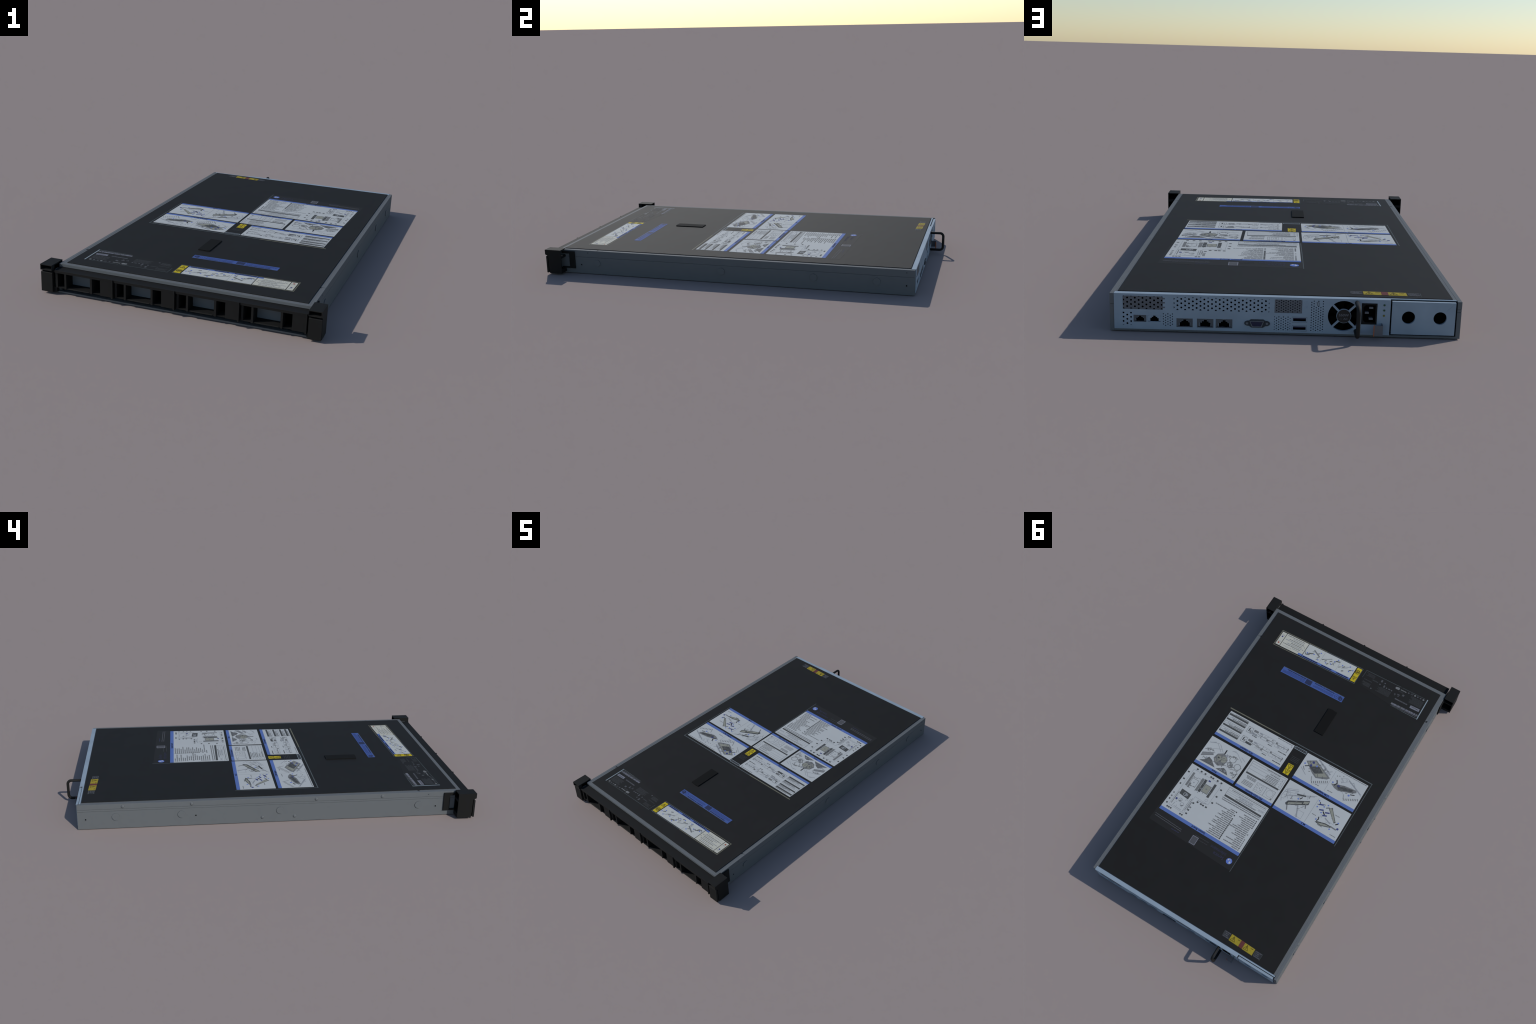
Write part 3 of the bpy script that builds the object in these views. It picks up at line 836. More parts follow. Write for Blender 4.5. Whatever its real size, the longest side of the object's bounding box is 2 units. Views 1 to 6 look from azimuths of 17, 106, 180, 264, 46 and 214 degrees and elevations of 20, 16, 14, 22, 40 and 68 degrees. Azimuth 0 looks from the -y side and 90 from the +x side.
# Fans panel: fan being lifted out of the chassis
ik.line([(0.200, 0.000), (0.228, -0.013)], 0.0018, "ink_light"); ik.line([(0.214, 0.012), (0.262, -0.022), (0.290, -0.022)], 0.0018, "ink_light")
ik.line([(0.197, 0.045), (0.206, 0.060), (0.225, 0.072), (0.255, 0.080)], 0.0022, "ink_mid")
ik.line([(0.201, 0.081), (0.204, 0.112), (0.210, 0.118)], 0.0034, "ink_mid"); ik.line([(0.208, 0.100), (0.226, 0.090), (0.236, 0.098)], 0.0028, "ink_mid")
ik.ring(0.219, 0.049, 0.0180, 0.0024, "ink_mid"); ik.ring(0.263, 0.024, 0.0180, 0.0024, "ink_mid")
ik.line([(0.236, 0.060), (0.262, 0.072), (0.278, 0.060), (0.272, 0.044), (0.250, 0.050)], 0.0036, "ink_mid"); ik.rect(0.244, 0.262, 0.052, 0.064, "ink_mid")
ik.line([(0.240, 0.008), (0.256, 0.002), (0.274, 0.004)], 0.0030, "ink_mid")
ik.poly([(0.286, 0.046), (0.291, 0.079), (0.321, 0.097), (0.342, 0.090), (0.364, 0.066), (0.356, 0.034), (0.328, 0.017), (0.302, 0.022)], "ink_mid", 0)
ik.dot(0.310, 0.049, 0.0190, "ink_beige", 1, 18); ik.poly([(0.326, 0.060), (0.336, 0.084), (0.356, 0.070), (0.350, 0.042), (0.334, 0.030)], "ink_beige", 1)
ik.line([(0.338, 0.074), (0.352, 0.056)], 0.0060, "ink_mid", 2); ik.rect(0.334, 0.344, 0.048, 0.056, "ink_dark", 2)
ik.poly([(0.241, 0.118), (0.320, 0.115), (0.281, 0.090), (0.262, 0.096)], "ink_shade", 0)
ik.poly([(0.327, 0.114), (0.427, 0.116), (0.404, 0.102), (0.387, 0.074), (0.366, 0.082)], "ink_shade", 0)
ik.scribble(0.235, 0.290, 0.040, 0.084, 16, "ink_mid", 0.014, 0.0026); ik.scribble(0.250, 0.300, 0.002, 0.030, 8, "ink_mid", 0.012, 0.0022)
ik.scribble(0.288, 0.364, 0.022, 0.094, 20, "ink_shade", 0.014, 0.0024, 2); ik.scribble(0.250, 0.300, 0.094, 0.114, 10, "ink_light", 0.012, 0.0020, 1)
ik.scribble(0.345, 0.430, 0.084, 0.112, 8, "ink_mid", 0.014, 0.0020, 1); ik.scribble(0.366, 0.432, 0.018, 0.050, 10, "ink_mid", 0.014, 0.0020)
ik.scribble(0.196, 0.236, 0.060, 0.116, 12, "ink_mid", 0.012, 0.0024)
ik.poly([(0.395, 0.093), (0.410, 0.095), (0.400, 0.080), (0.390, 0.082)], "ink_light", 1)
ik.poly([(0.372, 0.054), (0.434, 0.091), (0.436, 0.067), (0.382, 0.040)], "ink_mid", 0)
for i in range(3):
    ik.line([(0.378 + i * 0.003, 0.050 - i * 0.004), (0.432, 0.083 - i * 0.006)], 0.0014, "ink_light", 1)
ik.line([(0.382, 0.032), (0.398, 0.030), (0.404, 0.036), (0.412, 0.030), (0.432, 0.044)], 0.0028, "ink_mid")
ik.line([(0.322, 0.016), (0.322, -0.006)], 0.0052, "ink_black", 1); ik.poly([(0.298, 0.030), (0.312, 0.026), (0.308, 0.010), (0.296, 0.014)], "ink_light", 0)
ik.line([(0.334, 0.014), (0.372, -0.020)], 0.0018, "ink_light"); ik.line([(0.346, 0.018), (0.388, -0.018)], 0.0018, "ink_light")
ik.line([(0.350, 0.000), (0.392, 0.020), (0.428, 0.034)], 0.0018, "ink_light"); ik.line([(0.380, -0.022), (0.432, -0.004)], 0.0016, "ink_light")
ik.line([(0.400, -0.020), (0.428, -0.004)], 0.0030, "ink_light"); ik.line([(0.270, -0.028), (0.292, -0.020)], 0.0022, "ink_light")

# PSU LED panel: drawing, notes and table
ik.line(rect(-0.0400, 0.0750, 0.0665, 0.1190), 0.0013, "ink_mid", 0, True)
ik.ring(-0.0150, 0.0900, 0.0195, 0.0016, "ink_light"); ik.line(rect(0.0300, 0.0600, 0.0720, 0.1100), 0.0013, "ink_light", 0, True)
ik.line([(0.015, 0.068), (0.015, 0.118)], 0.0026, "ink_light"); ik.rect(-0.039, -0.032, 0.110, 0.118, "ink_mid", 1)
for x, y in ((0.040, 0.098), (0.050, 0.090), (0.040, 0.082)):
    ik.rect(x - 0.003, x + 0.003, y - 0.002, y + 0.002, "ink_mid", 1)
for i in range(3):
    ik.dot(0.0680, 0.080 + i * 0.014, 0.0024, "ink_mid", 1, 8)
ik.block(0.090, 0.160, 0.0860, 0.1160, 4, "ink_mid"); ik.block(0.088, 0.148, 0.0570, 0.0760, 3, "ink_dark", ragged=0.1)
ik.rect(-0.0440, 0.1620, 0.0410, 0.0505, "ink_dark", 1)
ik.line([(-0.050, 0.044), (-0.050, -0.0300), (0.1630, -0.0300), (0.1620, 0.044)], 0.0010, "ink_mid")
for y in (0.0190, -0.0020, -0.0170):
    ik.line([(-0.050, y), (0.163, y)], 0.0009, "ink_light")
ik.block(-0.020, 0.068, -0.0010, 0.0390, 5, "ink_mid", fill=0.5); ik.words(-0.015, 0.070, -0.0255, 0.0045, "ink_mid")
ik.words(-0.020, 0.040, -0.0100, 0.0045, "ink_mid")
for y in (0.030, 0.009, -0.009):
    ik.rect(-0.041, -0.034, y - 0.003, y + 0.003, "ink_light")

# M.2 panel
ik.line([(-0.2600, -0.0260), (-0.2590, 0.1300)], 0.0012, "ink_light")
card = [(-0.121, 0.071), (-0.226, 0.013), (-0.230, 0.036), (-0.224, 0.042), (-0.123, 0.098), (-0.114, 0.090)]
ik.poly(card, "ink_dark", 0)
ik.poly([(-0.128, 0.078), (-0.194, 0.042), (-0.194, 0.052), (-0.128, 0.090)], "ink_beige", 1); ik.poly([(-0.200, 0.032), (-0.226, 0.020), (-0.224, 0.034), (-0.200, 0.046)], "ink_beige", 1)
ik.line([(-0.140, 0.118), (-0.130, 0.098)], 0.0050, "ink_mid"); ik.line([(-0.224, 0.062), (-0.216, 0.042)], 0.0050, "ink_mid")
ik.line([(-0.112, 0.062), (-0.098, 0.030), (-0.150, 0.008)], 0.0016, "ink_light"); ik.line([(-0.100, 0.050), (-0.235, -0.020)], 0.0028, "ink_light")
ik.line([(-0.110, 0.040), (-0.245, -0.030)], 0.0018, "ink_light"); ik.line([(-0.150, 0.014), (-0.189, 0.002)], 0.0070, "ink_dark", 1)
ik.line([(-0.082, 0.012), (-0.142, -0.012)], 0.0016, "ink_light"); ik.line([(-0.084, 0.020), (-0.144, -0.004)], 0.0030, "ink_light")
ik.line([(-0.128, 0.052), (-0.128, 0.036)], 0.0030, "ink_mid"); ik.line([(-0.214, 0.002), (-0.214, -0.014)], 0.0030, "ink_mid")
ik.line(rect(-0.232, -0.196, 0.088, 0.126), 0.0014, "ink_light", 0, True); ik.line([(-0.182, 0.070), (-0.206, 0.128)], 0.0060, "ink_light")
ik.line([(-0.080, 0.020), (-0.074, 0.066), (-0.088, 0.090)], 0.0022, "ink_light"); ik.line([(-0.090, 0.020), (-0.100, 0.060)], 0.0022, "ink_mid")
ik.line([(-0.173, 0.030), (-0.180, 0.018)], 0.0040, "ink_black", 1); ik.dot(-0.164, 0.034, 0.0045, "ink_blue", 1)
ik.poly([(-0.334, -0.003), (-0.352, -0.017), (-0.360, -0.004), (-0.406, 0.050), (-0.398, 0.058)], "ink_dark", 0)
ik.poly([(-0.338, -0.003), (-0.350, -0.012), (-0.400, 0.048), (-0.396, 0.054)], "ink_beige", 1)
ik.poly([(-0.305, 0.100), (-0.315, 0.092), (-0.360, 0.080), (-0.398, 0.080), (-0.394, 0.090), (-0.341, 0.106)], "ink_dark", 0)
ik.poly([(-0.318, 0.098), (-0.360, 0.086), (-0.392, 0.086), (-0.342, 0.102)], "ink_beige", 1)
ik.line([(-0.398, 0.082), (-0.424, 0.084)], 0.0060, "ink_mid"); ik.dot(-0.432, 0.076, 0.0062, "ink_navy", 1)
for x, y in ((-0.289, -0.001), (-0.335, 0.045), (-0.340, 0.024), (-0.304, 0.025)):
    ik.line([(x - 0.008, y - 0.003), (x + 0.008, y + 0.003)], 0.0062, "ink_navy", 1)
for x, y in ((-0.269, -0.015), (-0.324, -0.016), (-0.275, 0.020), (-0.308, 0.002), (-0.310, 0.039), (-0.304, 0.085), (-0.420, 0.045), (-0.394, 0.098)):
    ik.dot(x, y, 0.0042, "ink_blue", 1)
ik.line([(-0.277, -0.010), (-0.282, -0.005)], 0.0032, "ink_black", 1); ik.line([(-0.334, -0.006), (-0.322, 0.002)], 0.0032, "ink_black", 1)
ik.line([(-0.312, 0.068), (-0.316, 0.078), (-0.312, 0.090)], 0.0042, "ink_black", 1); ik.line([(-0.412, 0.058), (-0.420, 0.050)], 0.0050, "ink_black", 1); ik.line([(-0.318, 0.030), (-0.330, 0.040)], 0.0050, "ink_black", 1)
ik.line([(-0.270, 0.006), (-0.278, 0.004)], 0.0026, "ink_black", 1); ik.line([(-0.298, -0.006), (-0.308, -0.010)], 0.0026, "ink_black", 1)
ik.line([(-0.345, 0.055), (-0.380, 0.070)], 0.0050, "ink_light"); ik.line([(-0.350, 0.062), (-0.404, 0.066)], 0.0014, "ink_light")
for x0, x1, y in ((-0.294, -0.269, 0.068), (-0.409, -0.379, 0.012), (-0.355, -0.324, 0.1075), (-0.444, -0.410, 0.122)):
    ik.words(x0, x1, y, 0.0036, "ink_mid")

ik.scribble(-0.240, -0.090, -0.012, 0.040, 12, "ink_light", 0.022, 0.0016, 0, (26, 28, 110)); ik.scribble(-0.226, -0.116, 0.030, 0.094, 10, "ink_mid", 0.014, 0.0020, 2, (28, 28, 90))
ik.scribble(-0.400, -0.300, 0.030, 0.100, 12, "ink_light", 0.012, 0.0016, 0, (130, 20, 90)); ik.scribble(-0.130, -0.078, 0.010, 0.080, 8, "ink_light", 0.016, 0.0018, 0, (28, 110))
# LOM panel: two board drawings
ik.line([(-0.2598, -0.2120), (-0.2600, -0.0790)], 0.0012, "ink_light")
ik.poly([(-0.088, -0.182), (-0.136, -0.212), (-0.198, -0.182), (-0.252, -0.157), (-0.240, -0.142), (-0.182, -0.118), (-0.150, -0.134)], "ink_mid", 0)
ik.poly([(-0.098, -0.180), (-0.136, -0.204), (-0.236, -0.155), (-0.182, -0.126)], "ink_beige", 1)
ik.poly([(-0.119, -0.160), (-0.166, -0.187), (-0.206, -0.163), (-0.166, -0.138)], "ink_dark", 2)
for x, y in ((-0.129, -0.192), (-0.124, -0.170)):
    ik.dot(x, y, 0.0070, "ink_navy", 3)
ik.dot(-0.155, -0.182, 0.0056, "ink_blue", 3); ik.dot(-0.089, -0.165, 0.0046, "ink_blue", 1)
for i in range(9):
    ik.line([(-0.178 - i * 0.0092, -0.083 - i * 0.0055), (-0.174 - i * 0.0092, -0.091 - i * 0.0055)], 0.0036, "ink_mid", 0)
ik.line([(-0.180, -0.076), (-0.256, -0.122)], 0.0014, "ink_light"); ik.line([(-0.170, -0.092), (-0.160, -0.116)], 0.0024, "ink_mid")
ik.line([(-0.150, -0.222), (-0.240, -0.176)], 0.0070, "ink_light"); ik.line([(-0.082, -0.135), (-0.124, -0.108)], 0.0024, "ink_light"); ik.line([(-0.090, -0.145), (-0.104, -0.130)], 0.0030, "ink_mid")
ik.line([(-0.114, -0.162), (-0.098, -0.152)], 0.0040, "ink_black", 1)
ik.poly([(-0.272, -0.134), (-0.300, -0.146), (-0.344, -0.160), (-0.412, -0.168), (-0.418, -0.156), (-0.400, -0.142), (-0.325, -0.116), (-0.300, -0.120)], "ink_mid", 0)
ik.poly([(-0.306, -0.136), (-0.350, -0.152), (-0.398, -0.162), (-0.392, -0.146), (-0.326, -0.122)], "ink_dark", 1)
ik.rect(-0.322, -0.308, -0.146, -0.137, "ink_navy", 2); ik.dot(-0.277, -0.146, 0.0045, "ink_blue", 1); ik.dot(-0.389, -0.122, 0.0055, "ink_blue", 1)
ik.line([(-0.292, -0.166), (-0.300, -0.152), (-0.292, -0.136)], 0.0044, "ink_black", 1); ik.line([(-0.396, -0.131), (-0.414, -0.138)], 0.0040, "ink_black", 1)
for i in range(9):
    ik.line([(-0.377 - i * 0.0085, -0.083 - i * 0.0046), (-0.374 - i * 0.0085, -0.091 - i * 0.0046)], 0.0034, "ink_mid", 0)
ik.line([(-0.372, -0.090), (-0.362, -0.112)], 0.0024, "ink_mid"); ik.line([(-0.274, -0.174), (-0.364, -0.110)], 0.0014, "ink_light")
ik.line([(-0.302, -0.190), (-0.340, -0.206), (-0.450, -0.150)], 0.0014, "ink_light"); ik.line([(-0.352, -0.198), (-0.440, -0.158)], 0.0060, "ink_light")
for x, y in ((-0.280, -0.190), (-0.292, -0.196), (-0.312, -0.205)):
    ik.dot(x, y, 0.0030, "ink_mid", 0, 8)
ik.words(-0.447, -0.208, -0.2210, 0.0036, "ink_mid"); ik.words(-0.222, -0.196, -0.0870, 0.0036, "ink_mid"); ik.words(-0.305, -0.272, -0.0900, 0.0036, "ink_mid")
ik.scribble(-0.240, -0.100, -0.205, -0.125, 18, "ink_shade", 0.016, 0.0022, 2, (30, 28, 120)); ik.scribble(-0.410, -0.290, -0.164, -0.120, 16, "ink_shade", 0.018, 0.0022, 2, (22, 18, 120))
ik.scribble(-0.250, -0.150, -0.215, -0.160, 8, "ink_light", 0.030, 0.0026, 0, (152, 30)); ik.scribble(-0.446, -0.290, -0.205, -0.140, 10, "ink_light", 0.026, 0.0018, 0, (28, 140))
ik.scribble(0.255, 0.412, 0.185, 0.290, 34, "ink_mid", 0.010, 0.0020, 1, (0, 90)); ik.scribble(0.322, 0.424, 0.345, 0.422, 18, "ink_light", 0.012, 0.0018, 0, (0, 90))
ik.scribble(0.030, 0.112, -0.128, -0.100, 10, "ink_light", 0.016, 0.0020, 0, (0, 90)); ik.scribble(0.030, 0.112, -0.192, -0.162, 10, "ink_light", 0.016, 0.0020, 0, (0, 90))
ik.scribble(0.122, 0.294, -0.134, -0.100, 18, "ink_mid", 0.012, 0.0018, 0, (0, 90)); ik.scribble(0.122, 0.294, -0.198, -0.164, 18, "ink_mid", 0.012, 0.0018, 0, (0, 90))
part("label_print", ik, service, stuff=True)
part("film_print", lo, service, stuff=True)

# ---- front maintenance label: slightly skewed strip of panels
SK = 0.0253                  # rise of the strip per metre of x
sk = lambda x, y: (x, y + SK * (x + 0.078))
quad = lambda x0, x1, y0, y1: [sk(x0, y0), sk(x1, y0), sk(x1, y1), sk(x0, y1)]
front_label = paper("maintenance_label", quad(-0.0780, 0.4570, -0.8430, -0.7345), "label_black", root, ZP + 0.0002)
paper("label_panel", quad(-0.0402, 0.2725, -0.8375, -0.7415), "label_plain", front_label)
paper("label_panel", quad(0.2760, 0.4195, -0.8365, -0.7435), "label_cream", front_label)
paper("label_panel", quad(0.4228, 0.4500, -0.8355, -0.7445), "label_cream", front_label)
paper("label_panel", quad(-0.0755, -0.0464, -0.8370, -0.7420), "label_yellow", front_label)
paper("label_header", quad(-0.0402, 0.2725, -0.7540, -0.7415), "label_blue", front_label, Z1 + 0.0002)
paper("label_header", quad(0.2760, 0.3000, -0.7560, -0.7435), "label_blue", front_label, Z1 + 0.0002)
ik = Ink(Z1 + 0.0001); lo = Ink(ZP + 0.0003)
lo.line([sk(-0.0780, -0.8428), sk(0.16, -0.8428)], 0.0024, "line_grey"); lo.line([sk(0.16, -0.8428), sk(0.456, -0.8428)], 0.0030, "line_beige")
lo.line([sk(0.456, -0.8428), sk(0.456, -0.7350)], 0.0032, "line_beige"); lo.line([sk(0.456, -0.7350), sk(0.24, -0.7350)], 0.0026, "line_beige")
lo.line([sk(0.24, -0.7350), sk(-0.0780, -0.7350)], 0.0022, "line_grey"); lo.line([sk(-0.0780, -0.7350), sk(-0.0780, -0.8428)], 0.0018, "line_grey")
for x in (0.0575, 0.1638):
    ik.line([sk(x, -0.8350), sk(x, -0.7560)], 0.0011, "ink_light")
for x0, x1 in ((-0.030, 0.045), (0.078, 0.146), (0.170, 0.268)):
    ik.words(x0, x1, -0.7475 + SK * (x0 + 0.08), 0.0060, "title_ink", HL, 0.95, SK)
ik.triangle_sign(-0.0600, -0.7660, 0.0120, "yellow_ink", 1); ik.ring(-0.0600, -0.8090, 0.0120, 0.0030, "yellow_ink", 1)
ik.rect(-0.0670, -0.0530, -0.8140, -0.8040, "yellow_ink", 1); ik.line([(-0.068, -0.818), (-0.052, -0.800)], 0.0024, "yellow_ink", 2)
for x, y in ((-0.031, -0.803), (-0.013, -0.786), (-0.007, -0.817), (0.036, -0.803), (0.102, -0.776), (0.130, -0.768), (0.088, -0.801), (0.073, -0.821), (0.179, -0.762), (0.183, -0.810), (0.216, -0.782), (0.255, -0.772)):
    ik.dot(x, y, 0.0040, "ink_blue", 1)
ik.line([(-0.022, -0.799), (-0.012, -0.793)], 0.0042, "ink_dark"); ik.line([(0.018, -0.773), (0.026, -0.768)], 0.0040, "ink_dark"); ik.line([(-0.002, -0.812), (0.050, -0.786)], 0.0030, "ink_light")
ik.line([(0.004, -0.800), (0.034, -0.785)], 0.0018, "ink_light"); ik.line([(0.022, -0.801), (0.030, -0.794)], 0.0045, "ink_dark"); ik.line([(0.044, -0.788), (0.052, -0.782)], 0.0040, "ink_mid")
ik.line([(0.062, -0.814), (0.078, -0.808)], 0.0052, "ink_dark"); ik.line([(0.078, -0.812), (0.086, -0.800)], 0.0030, "ink_dark"); ik.line([(0.082, -0.779), (0.094, -0.788), (0.082, -0.796)], 0.0030, "ink_mid")
ik.line([(0.092, -0.780), (0.098, -0.774)], 0.0028, "ink_dark"); ik.line([(0.104, -0.796), (0.112, -0.786)], 0.0036, "ink_dark"); ik.line([(0.116, -0.770), (0.122, -0.764)], 0.0040, "ink_dark")
ik.line([(0.110, -0.808), (0.156, -0.780)], 0.0030, "ink_mid"); ik.line([(0.134, -0.782), (0.140, -0.776)], 0.0040, "ink_dark"); ik.line([(0.150, -0.784), (0.158, -0.776)], 0.0034, "ink_dark")
ik.line([(0.182, -0.784), (0.224, -0.806)], 0.0064, "ink_mid"); ik.line([(0.190, -0.802), (0.200, -0.794)], 0.0048, "ink_mid"); ik.line([(0.183, -0.778), (0.190, -0.772)], 0.0036, "ink_mid"); ik.line([(0.184, -0.767), (0.190, -0.759)], 0.0026, "ink_dark")
ik.line([(0.222, -0.786), (0.228, -0.778)], 0.0030, "ink_dark"); ik.line([(0.222, -0.798), (0.230, -0.794)], 0.0030, "ink_mid")
ik.poly([(0.232, -0.782), (0.240, -0.762), (0.258, -0.756), (0.268, -0.764), (0.256, -0.764), (0.246, -0.778)], "ink_mid"); ik.line([(0.230, -0.782), (0.240, -0.776)], 0.0040, "ink_dark"); ik.line([(0.264, -0.764), (0.268, -0.774)], 0.0026, "ink_mid")
ik.words(0.302, 0.345, -0.7505, 0.0036, "ink_light"); ik.words(0.352, 0.412, -0.7440, 0.0040, "ink_light", density=0.5)
for i in range(7):
    y = -0.7610 - i * 0.0096
    ik.words(0.300 - 0.006 * (i in (1, 4)), 0.412 - 0.02 * (i % 3), y, 0.0040, "ink_light" if i % 2 else "ink_mid", slope=SK)
for x, y in ((0.288, -0.772), (0.287, -0.790)):
    ik.dot(x, y, 0.0028, "ink_mid", 0, 8)
ik.dot(0.4370, -0.7470, 0.0050, "ink_red", 1); ik.dot(0.4370, -0.7925, 0.0048, "ink_navy", 1)
ik.block(0.428, 0.446, -0.7620, -0.7545, 2, "ink_light"); ik.block(0.428, 0.446, -0.8080, -0.8000, 2, "ink_light")
part("label_print", ik, front_label, stuff=True)
part("film_print", lo, front_label, stuff=True)

# ---- blue activation strip
strip = paper("activation_label", [(-0.0745, -0.6310), (0.3250, -0.6265), (0.3262, -0.5860), (-0.0748, -0.5920)], "strip_blue", root)
ik = Ink(Z1 + 0.0001)
ik.line([(-0.0742, -0.6302), (0.3245, -0.6258)], 0.0016, "line_grey")
ik.dot(-0.0586, -0.6085, 0.0125, "strip_patch", 0, 20); ik.rect(-0.0570, -0.0475, -0.6235, -0.6120, "strip_patch", 1)
ik.dot(-0.0600, -0.6070, 0.0050, "strip_blue_dark", 2, 12)
ik.ring(-0.0320, -0.6105, 0.0115, 0.0030, "strip_blue_dark"); ik.rect(-0.0350, -0.0290, -0.6135, -0.6075, "strip_blue_dark", 1)
ik.text("Activation is required", -0.0155, 0.1140, -0.6245, -0.6155, "strip_patch", 1, True)
for i in range(3):
    ik.words(-0.014, 0.118 - 0.01 * (i == 0), -0.6100 + i * 0.0052, 0.0030, "strip_blue_dark")
ik.poly([(0.1310, -0.6235), (0.1695, -0.6230), (0.1690, -0.5920), (0.1305, -0.5925)], "strip_patch")
ik.words(0.174, 0.296, -0.6190, 0.0060, "strip_patch", 0, 0.95)
for i in range(4):
    ik.words(0.175, 0.318 - 0.03 * (i == 0), -0.6105 + i * 0.0054, 0.0034, "strip_blue_dark", 0, 0.92)
part("label_print", ik, strip, stuff=True)

# ---- dark rating label near the front corner
rating = paper("rating_label", [(-0.4915, -0.8550), (-0.0985, -0.8475), (-0.1070, -0.7450), (-0.3225, -0.7180), (-0.4920, -0.7170)], "label_film", root, ZP + 0.0002)
lo = Ink(ZP + 0.0003)
lo.line([(-0.4893, -0.8540), (-0.4910, -0.7180)], 0.0042, "line_bright"); lo.line([(-0.4900, -0.7180), (-0.3900, -0.7180)], 0.0024, "line_grey"); lo.line([(-0.3900, -0.7180), (-0.3250, -0.7190)], 0.0020, "line_dim")
lo.line([(-0.0990, -0.8480), (-0.0985, -0.7975)], 0.0022, "line_dim"); lo.line([(-0.0990, -0.8480), (-0.3200, -0.8520)], 0.0026, "line_dim"); lo.line([(-0.3300, -0.8520), (-0.4700, -0.8545)], 0.0020, "line_dim")
x = -0.4880
while x < -0.3210:
    w = RNG.uniform(0.0012, 0.0042)
    t = (x + 0.488) / 0.167
    lo.poly([(x, -0.7440 + 0.0050 * t), (x + w, -0.7440 + 0.0050 * t), (x + w, -0.7325 + 0.005 * t), (x, -0.7325 + 0.005 * t)], RNG.choice(["print_pale", "print_pale", "print_grey", "ink_mid"]), 0)
    x += w + RNG.uniform(0.0004, 0.0016)
lo.words(-0.480, -0.330, -0.7275, 0.0040, "print_grey", slope=0.03)
lo.poly([(-0.4775, -0.7800), (-0.4215, -0.7775), (-0.4225, -0.7600), (-0.4785, -0.7625)], "print_pale")
lo.text("Lenovo", -0.4720, -0.4290, -0.7745, -0.7655, "print_dim", 1, True)
lo.words(-0.402, -0.319, -0.7700, 0.0070, "print_grey", density=0.9)
for x, y, r in ((-0.468, -0.8435, 0.0056), (-0.450, -0.8435, 0.0048), (-0.432, -0.8435, 0.0048), (-0.415, -0.8430, 0.0056), (-0.376, -0.8400, 0.0046)):
    lo.dot(x, y, r, "ink_mid" if r > 0.005 else "print_grey", 0, 10)
lo.line([(-0.4010, -0.8470), (-0.3985, -0.8390)], 0.0024, "print_grey"); lo.line([(-0.3940, -0.8465), (-0.3915, -0.8385)], 0.0024, "print_grey")
lo.words(-0.362, -0.326, -0.8365, 0.0050, "ink_mid"); lo.dot(-0.312, -0.8355, 0.0085, "ink_mid", 0, 12); lo.dot(-0.302, -0.8345, 0.0075, "ink_mid", 0, 12)
lo.rect(-0.3620, -0.3505, -0.8160, -0.8045, "print_grey", 0); lo.rect(-0.338, -0.323, -0.8040, -0.7985, "print_grey", 0); lo.rect(-0.336, -0.329, -0.7950, -0.7890, "print_grey"); lo.triangle_sign(-0.311, -0.793, 0.006, "print_grey", 0)
for x, y in ((-0.284, -0.804), (-0.252, -0.803), (-0.208, -0.806), (-0.231, -0.826), (-0.175, -0.757)):
    lo.dot(x, y, 0.0044, "print_grey", 0, 8)
lo.rect(-0.275, -0.263, -0.8070, -0.8010, "print_grey"); lo.rect(-0.240, -0.231, -0.8130, -0.7980, "print_grey"); lo.rect(-0.214, -0.204, -0.8370, -0.8220, "print_grey")
lo.block(-0.476, -0.396, -0.8320, -0.7870, 8, "print_dim", fill=0.6); lo.block(-0.287, -0.196, -0.7940, -0.7560, 7, "print_dim", fill=0.55)
lo.block(-0.162, -0.105, -0.8400, -0.8180, 4, "print_dim"); lo.block(-0.162, -0.110, -0.7800, -0.7540, 5, "print_dim", fill=0.6); lo.words(-0.193, -0.157, -0.8100, 0.0060, "print_dim"); lo.words(-0.162, -0.112, -0.7930, 0.0036, "print_dim")
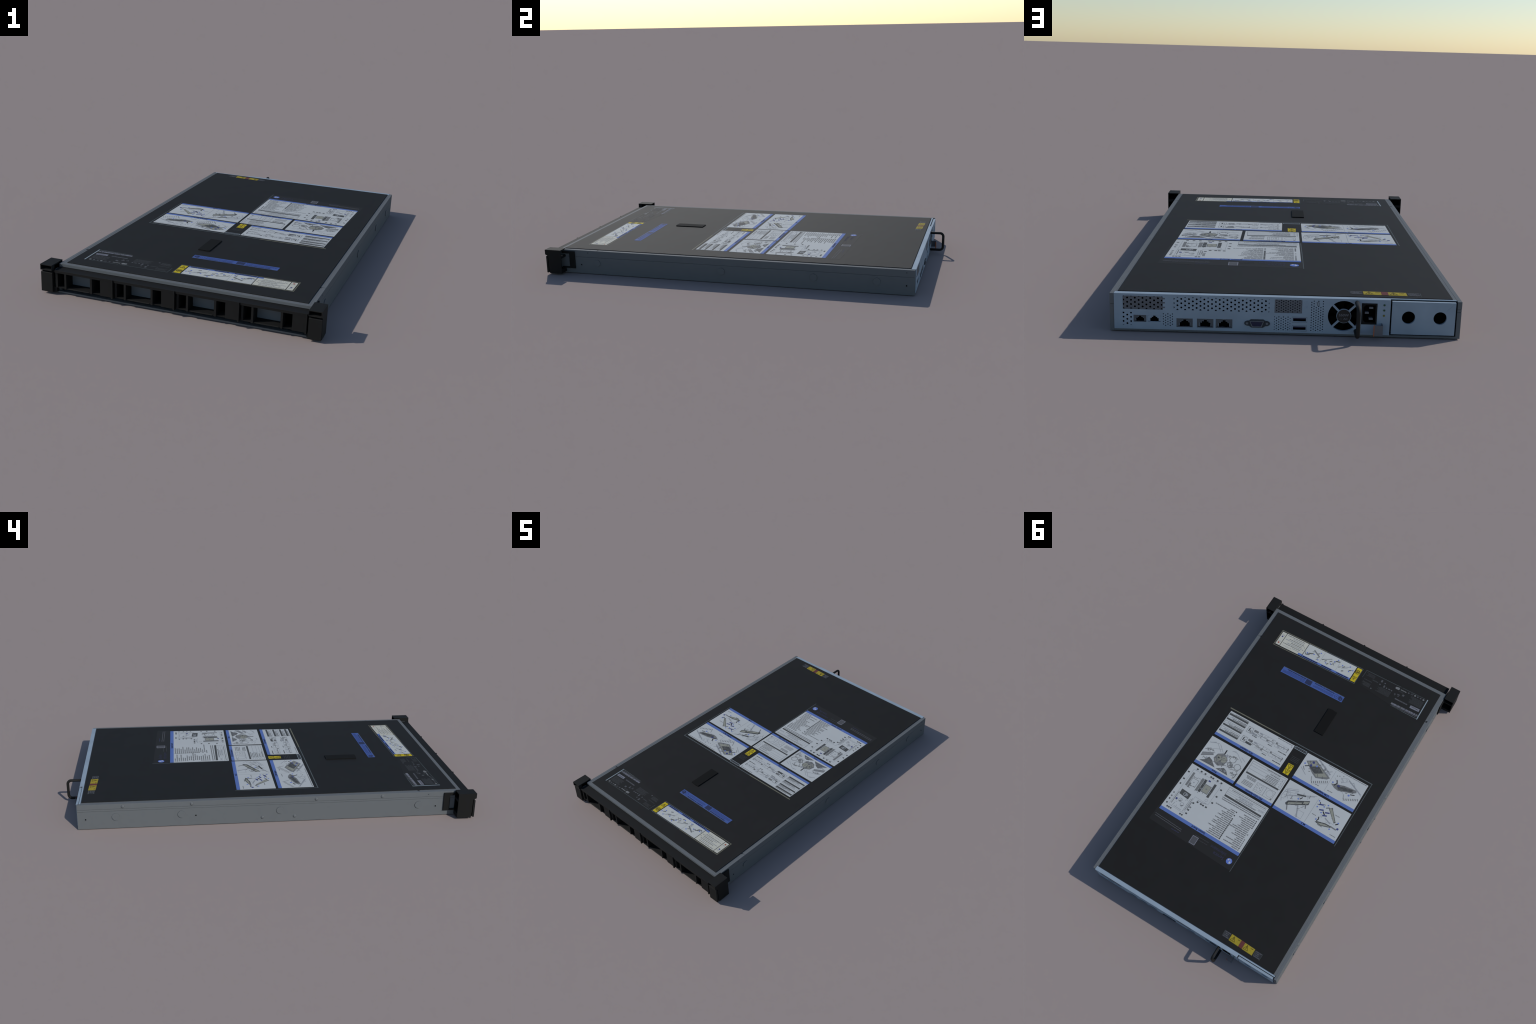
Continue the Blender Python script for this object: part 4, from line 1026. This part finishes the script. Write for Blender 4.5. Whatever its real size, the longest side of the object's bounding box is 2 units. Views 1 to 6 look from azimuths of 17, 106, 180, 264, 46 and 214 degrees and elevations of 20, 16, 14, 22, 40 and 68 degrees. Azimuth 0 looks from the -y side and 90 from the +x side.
lo.block(-0.350, -0.315, -0.8290, -0.8190, 2, "print_dim")
part("film_print", lo, rating, stuff=True)

# ---- warning strip at the rear edge
WS = -0.040                   # slope: the strip drops towards +x
wq = lambda x0, x1, y0, y1: [(x0, y0 + WS * (x0 + 0.39)), (x1, y0 + WS * (x1 + 0.39)), (x1, y1 + WS * (x1 + 0.39)), (x0, y1 + WS * (x0 + 0.39))]
warning = paper("warning_label", wq(-0.3932, -0.2508, 0.8425, 0.8785), "label_yellow_dull", root)
ik = Ink(Z1 + 0.0001); lo = Ink(ZP + 0.0003)
ik.poly(wq(-0.3325, -0.3100, 0.8420, 0.8785), "label_red", 1)
ik.poly(wq(-0.3890, -0.3385, 0.8465, 0.8745), "label_amber", 0); ik.poly(wq(-0.3050, -0.2550, 0.8465, 0.8745), "label_amber", 0)
for x in (-0.3500, -0.2700):
    y = 0.8605 + WS * (x + 0.39)
    p = [(x, y - 0.0135), (x - 0.0125, y + 0.0110), (x + 0.0125, y + 0.0110)]
    ik.line(p, 0.0022, "yellow_ink", 1, True); ik.line([(x, y - 0.006), (x, y + 0.006)], 0.0032, "yellow_ink", 1)
    ik.words(x - 0.036, x - 0.020, y - 0.0090, 0.0036, "yellow_ink", 1); ik.line([(x - 0.034, y + 0.010), (x - 0.027, y - 0.001), (x - 0.019, y + 0.008)], 0.0020, "label_yellow_dull", 1)
for x0, x1 in ((-0.2490, -0.2070), (-0.4370, -0.3950)):
    lo.poly(wq(x0 + 0.001, x1 - 0.001, 0.8440, 0.8770), "print_film", 0)
    for i in range(4):
        lo.words(x0 + (0.012 if i in (1, 2) else 0.002), x1 - 0.004, 0.8475 + i * 0.0085 + WS * (x0 + 0.41), 0.0048, "print_grey", 1)
    lo.rect(x1 - 0.011, x1 - 0.001, 0.848 + WS * (x0 + 0.41), 0.872 + WS * (x0 + 0.41), "print_dim", 1)
lo.line([(-0.4390, 0.8450), (-0.4380, 0.8800)], 0.0018, "line_dim")
part("label_print", ik, warning, stuff=True)
part("film_print", lo, warning, stuff=True)
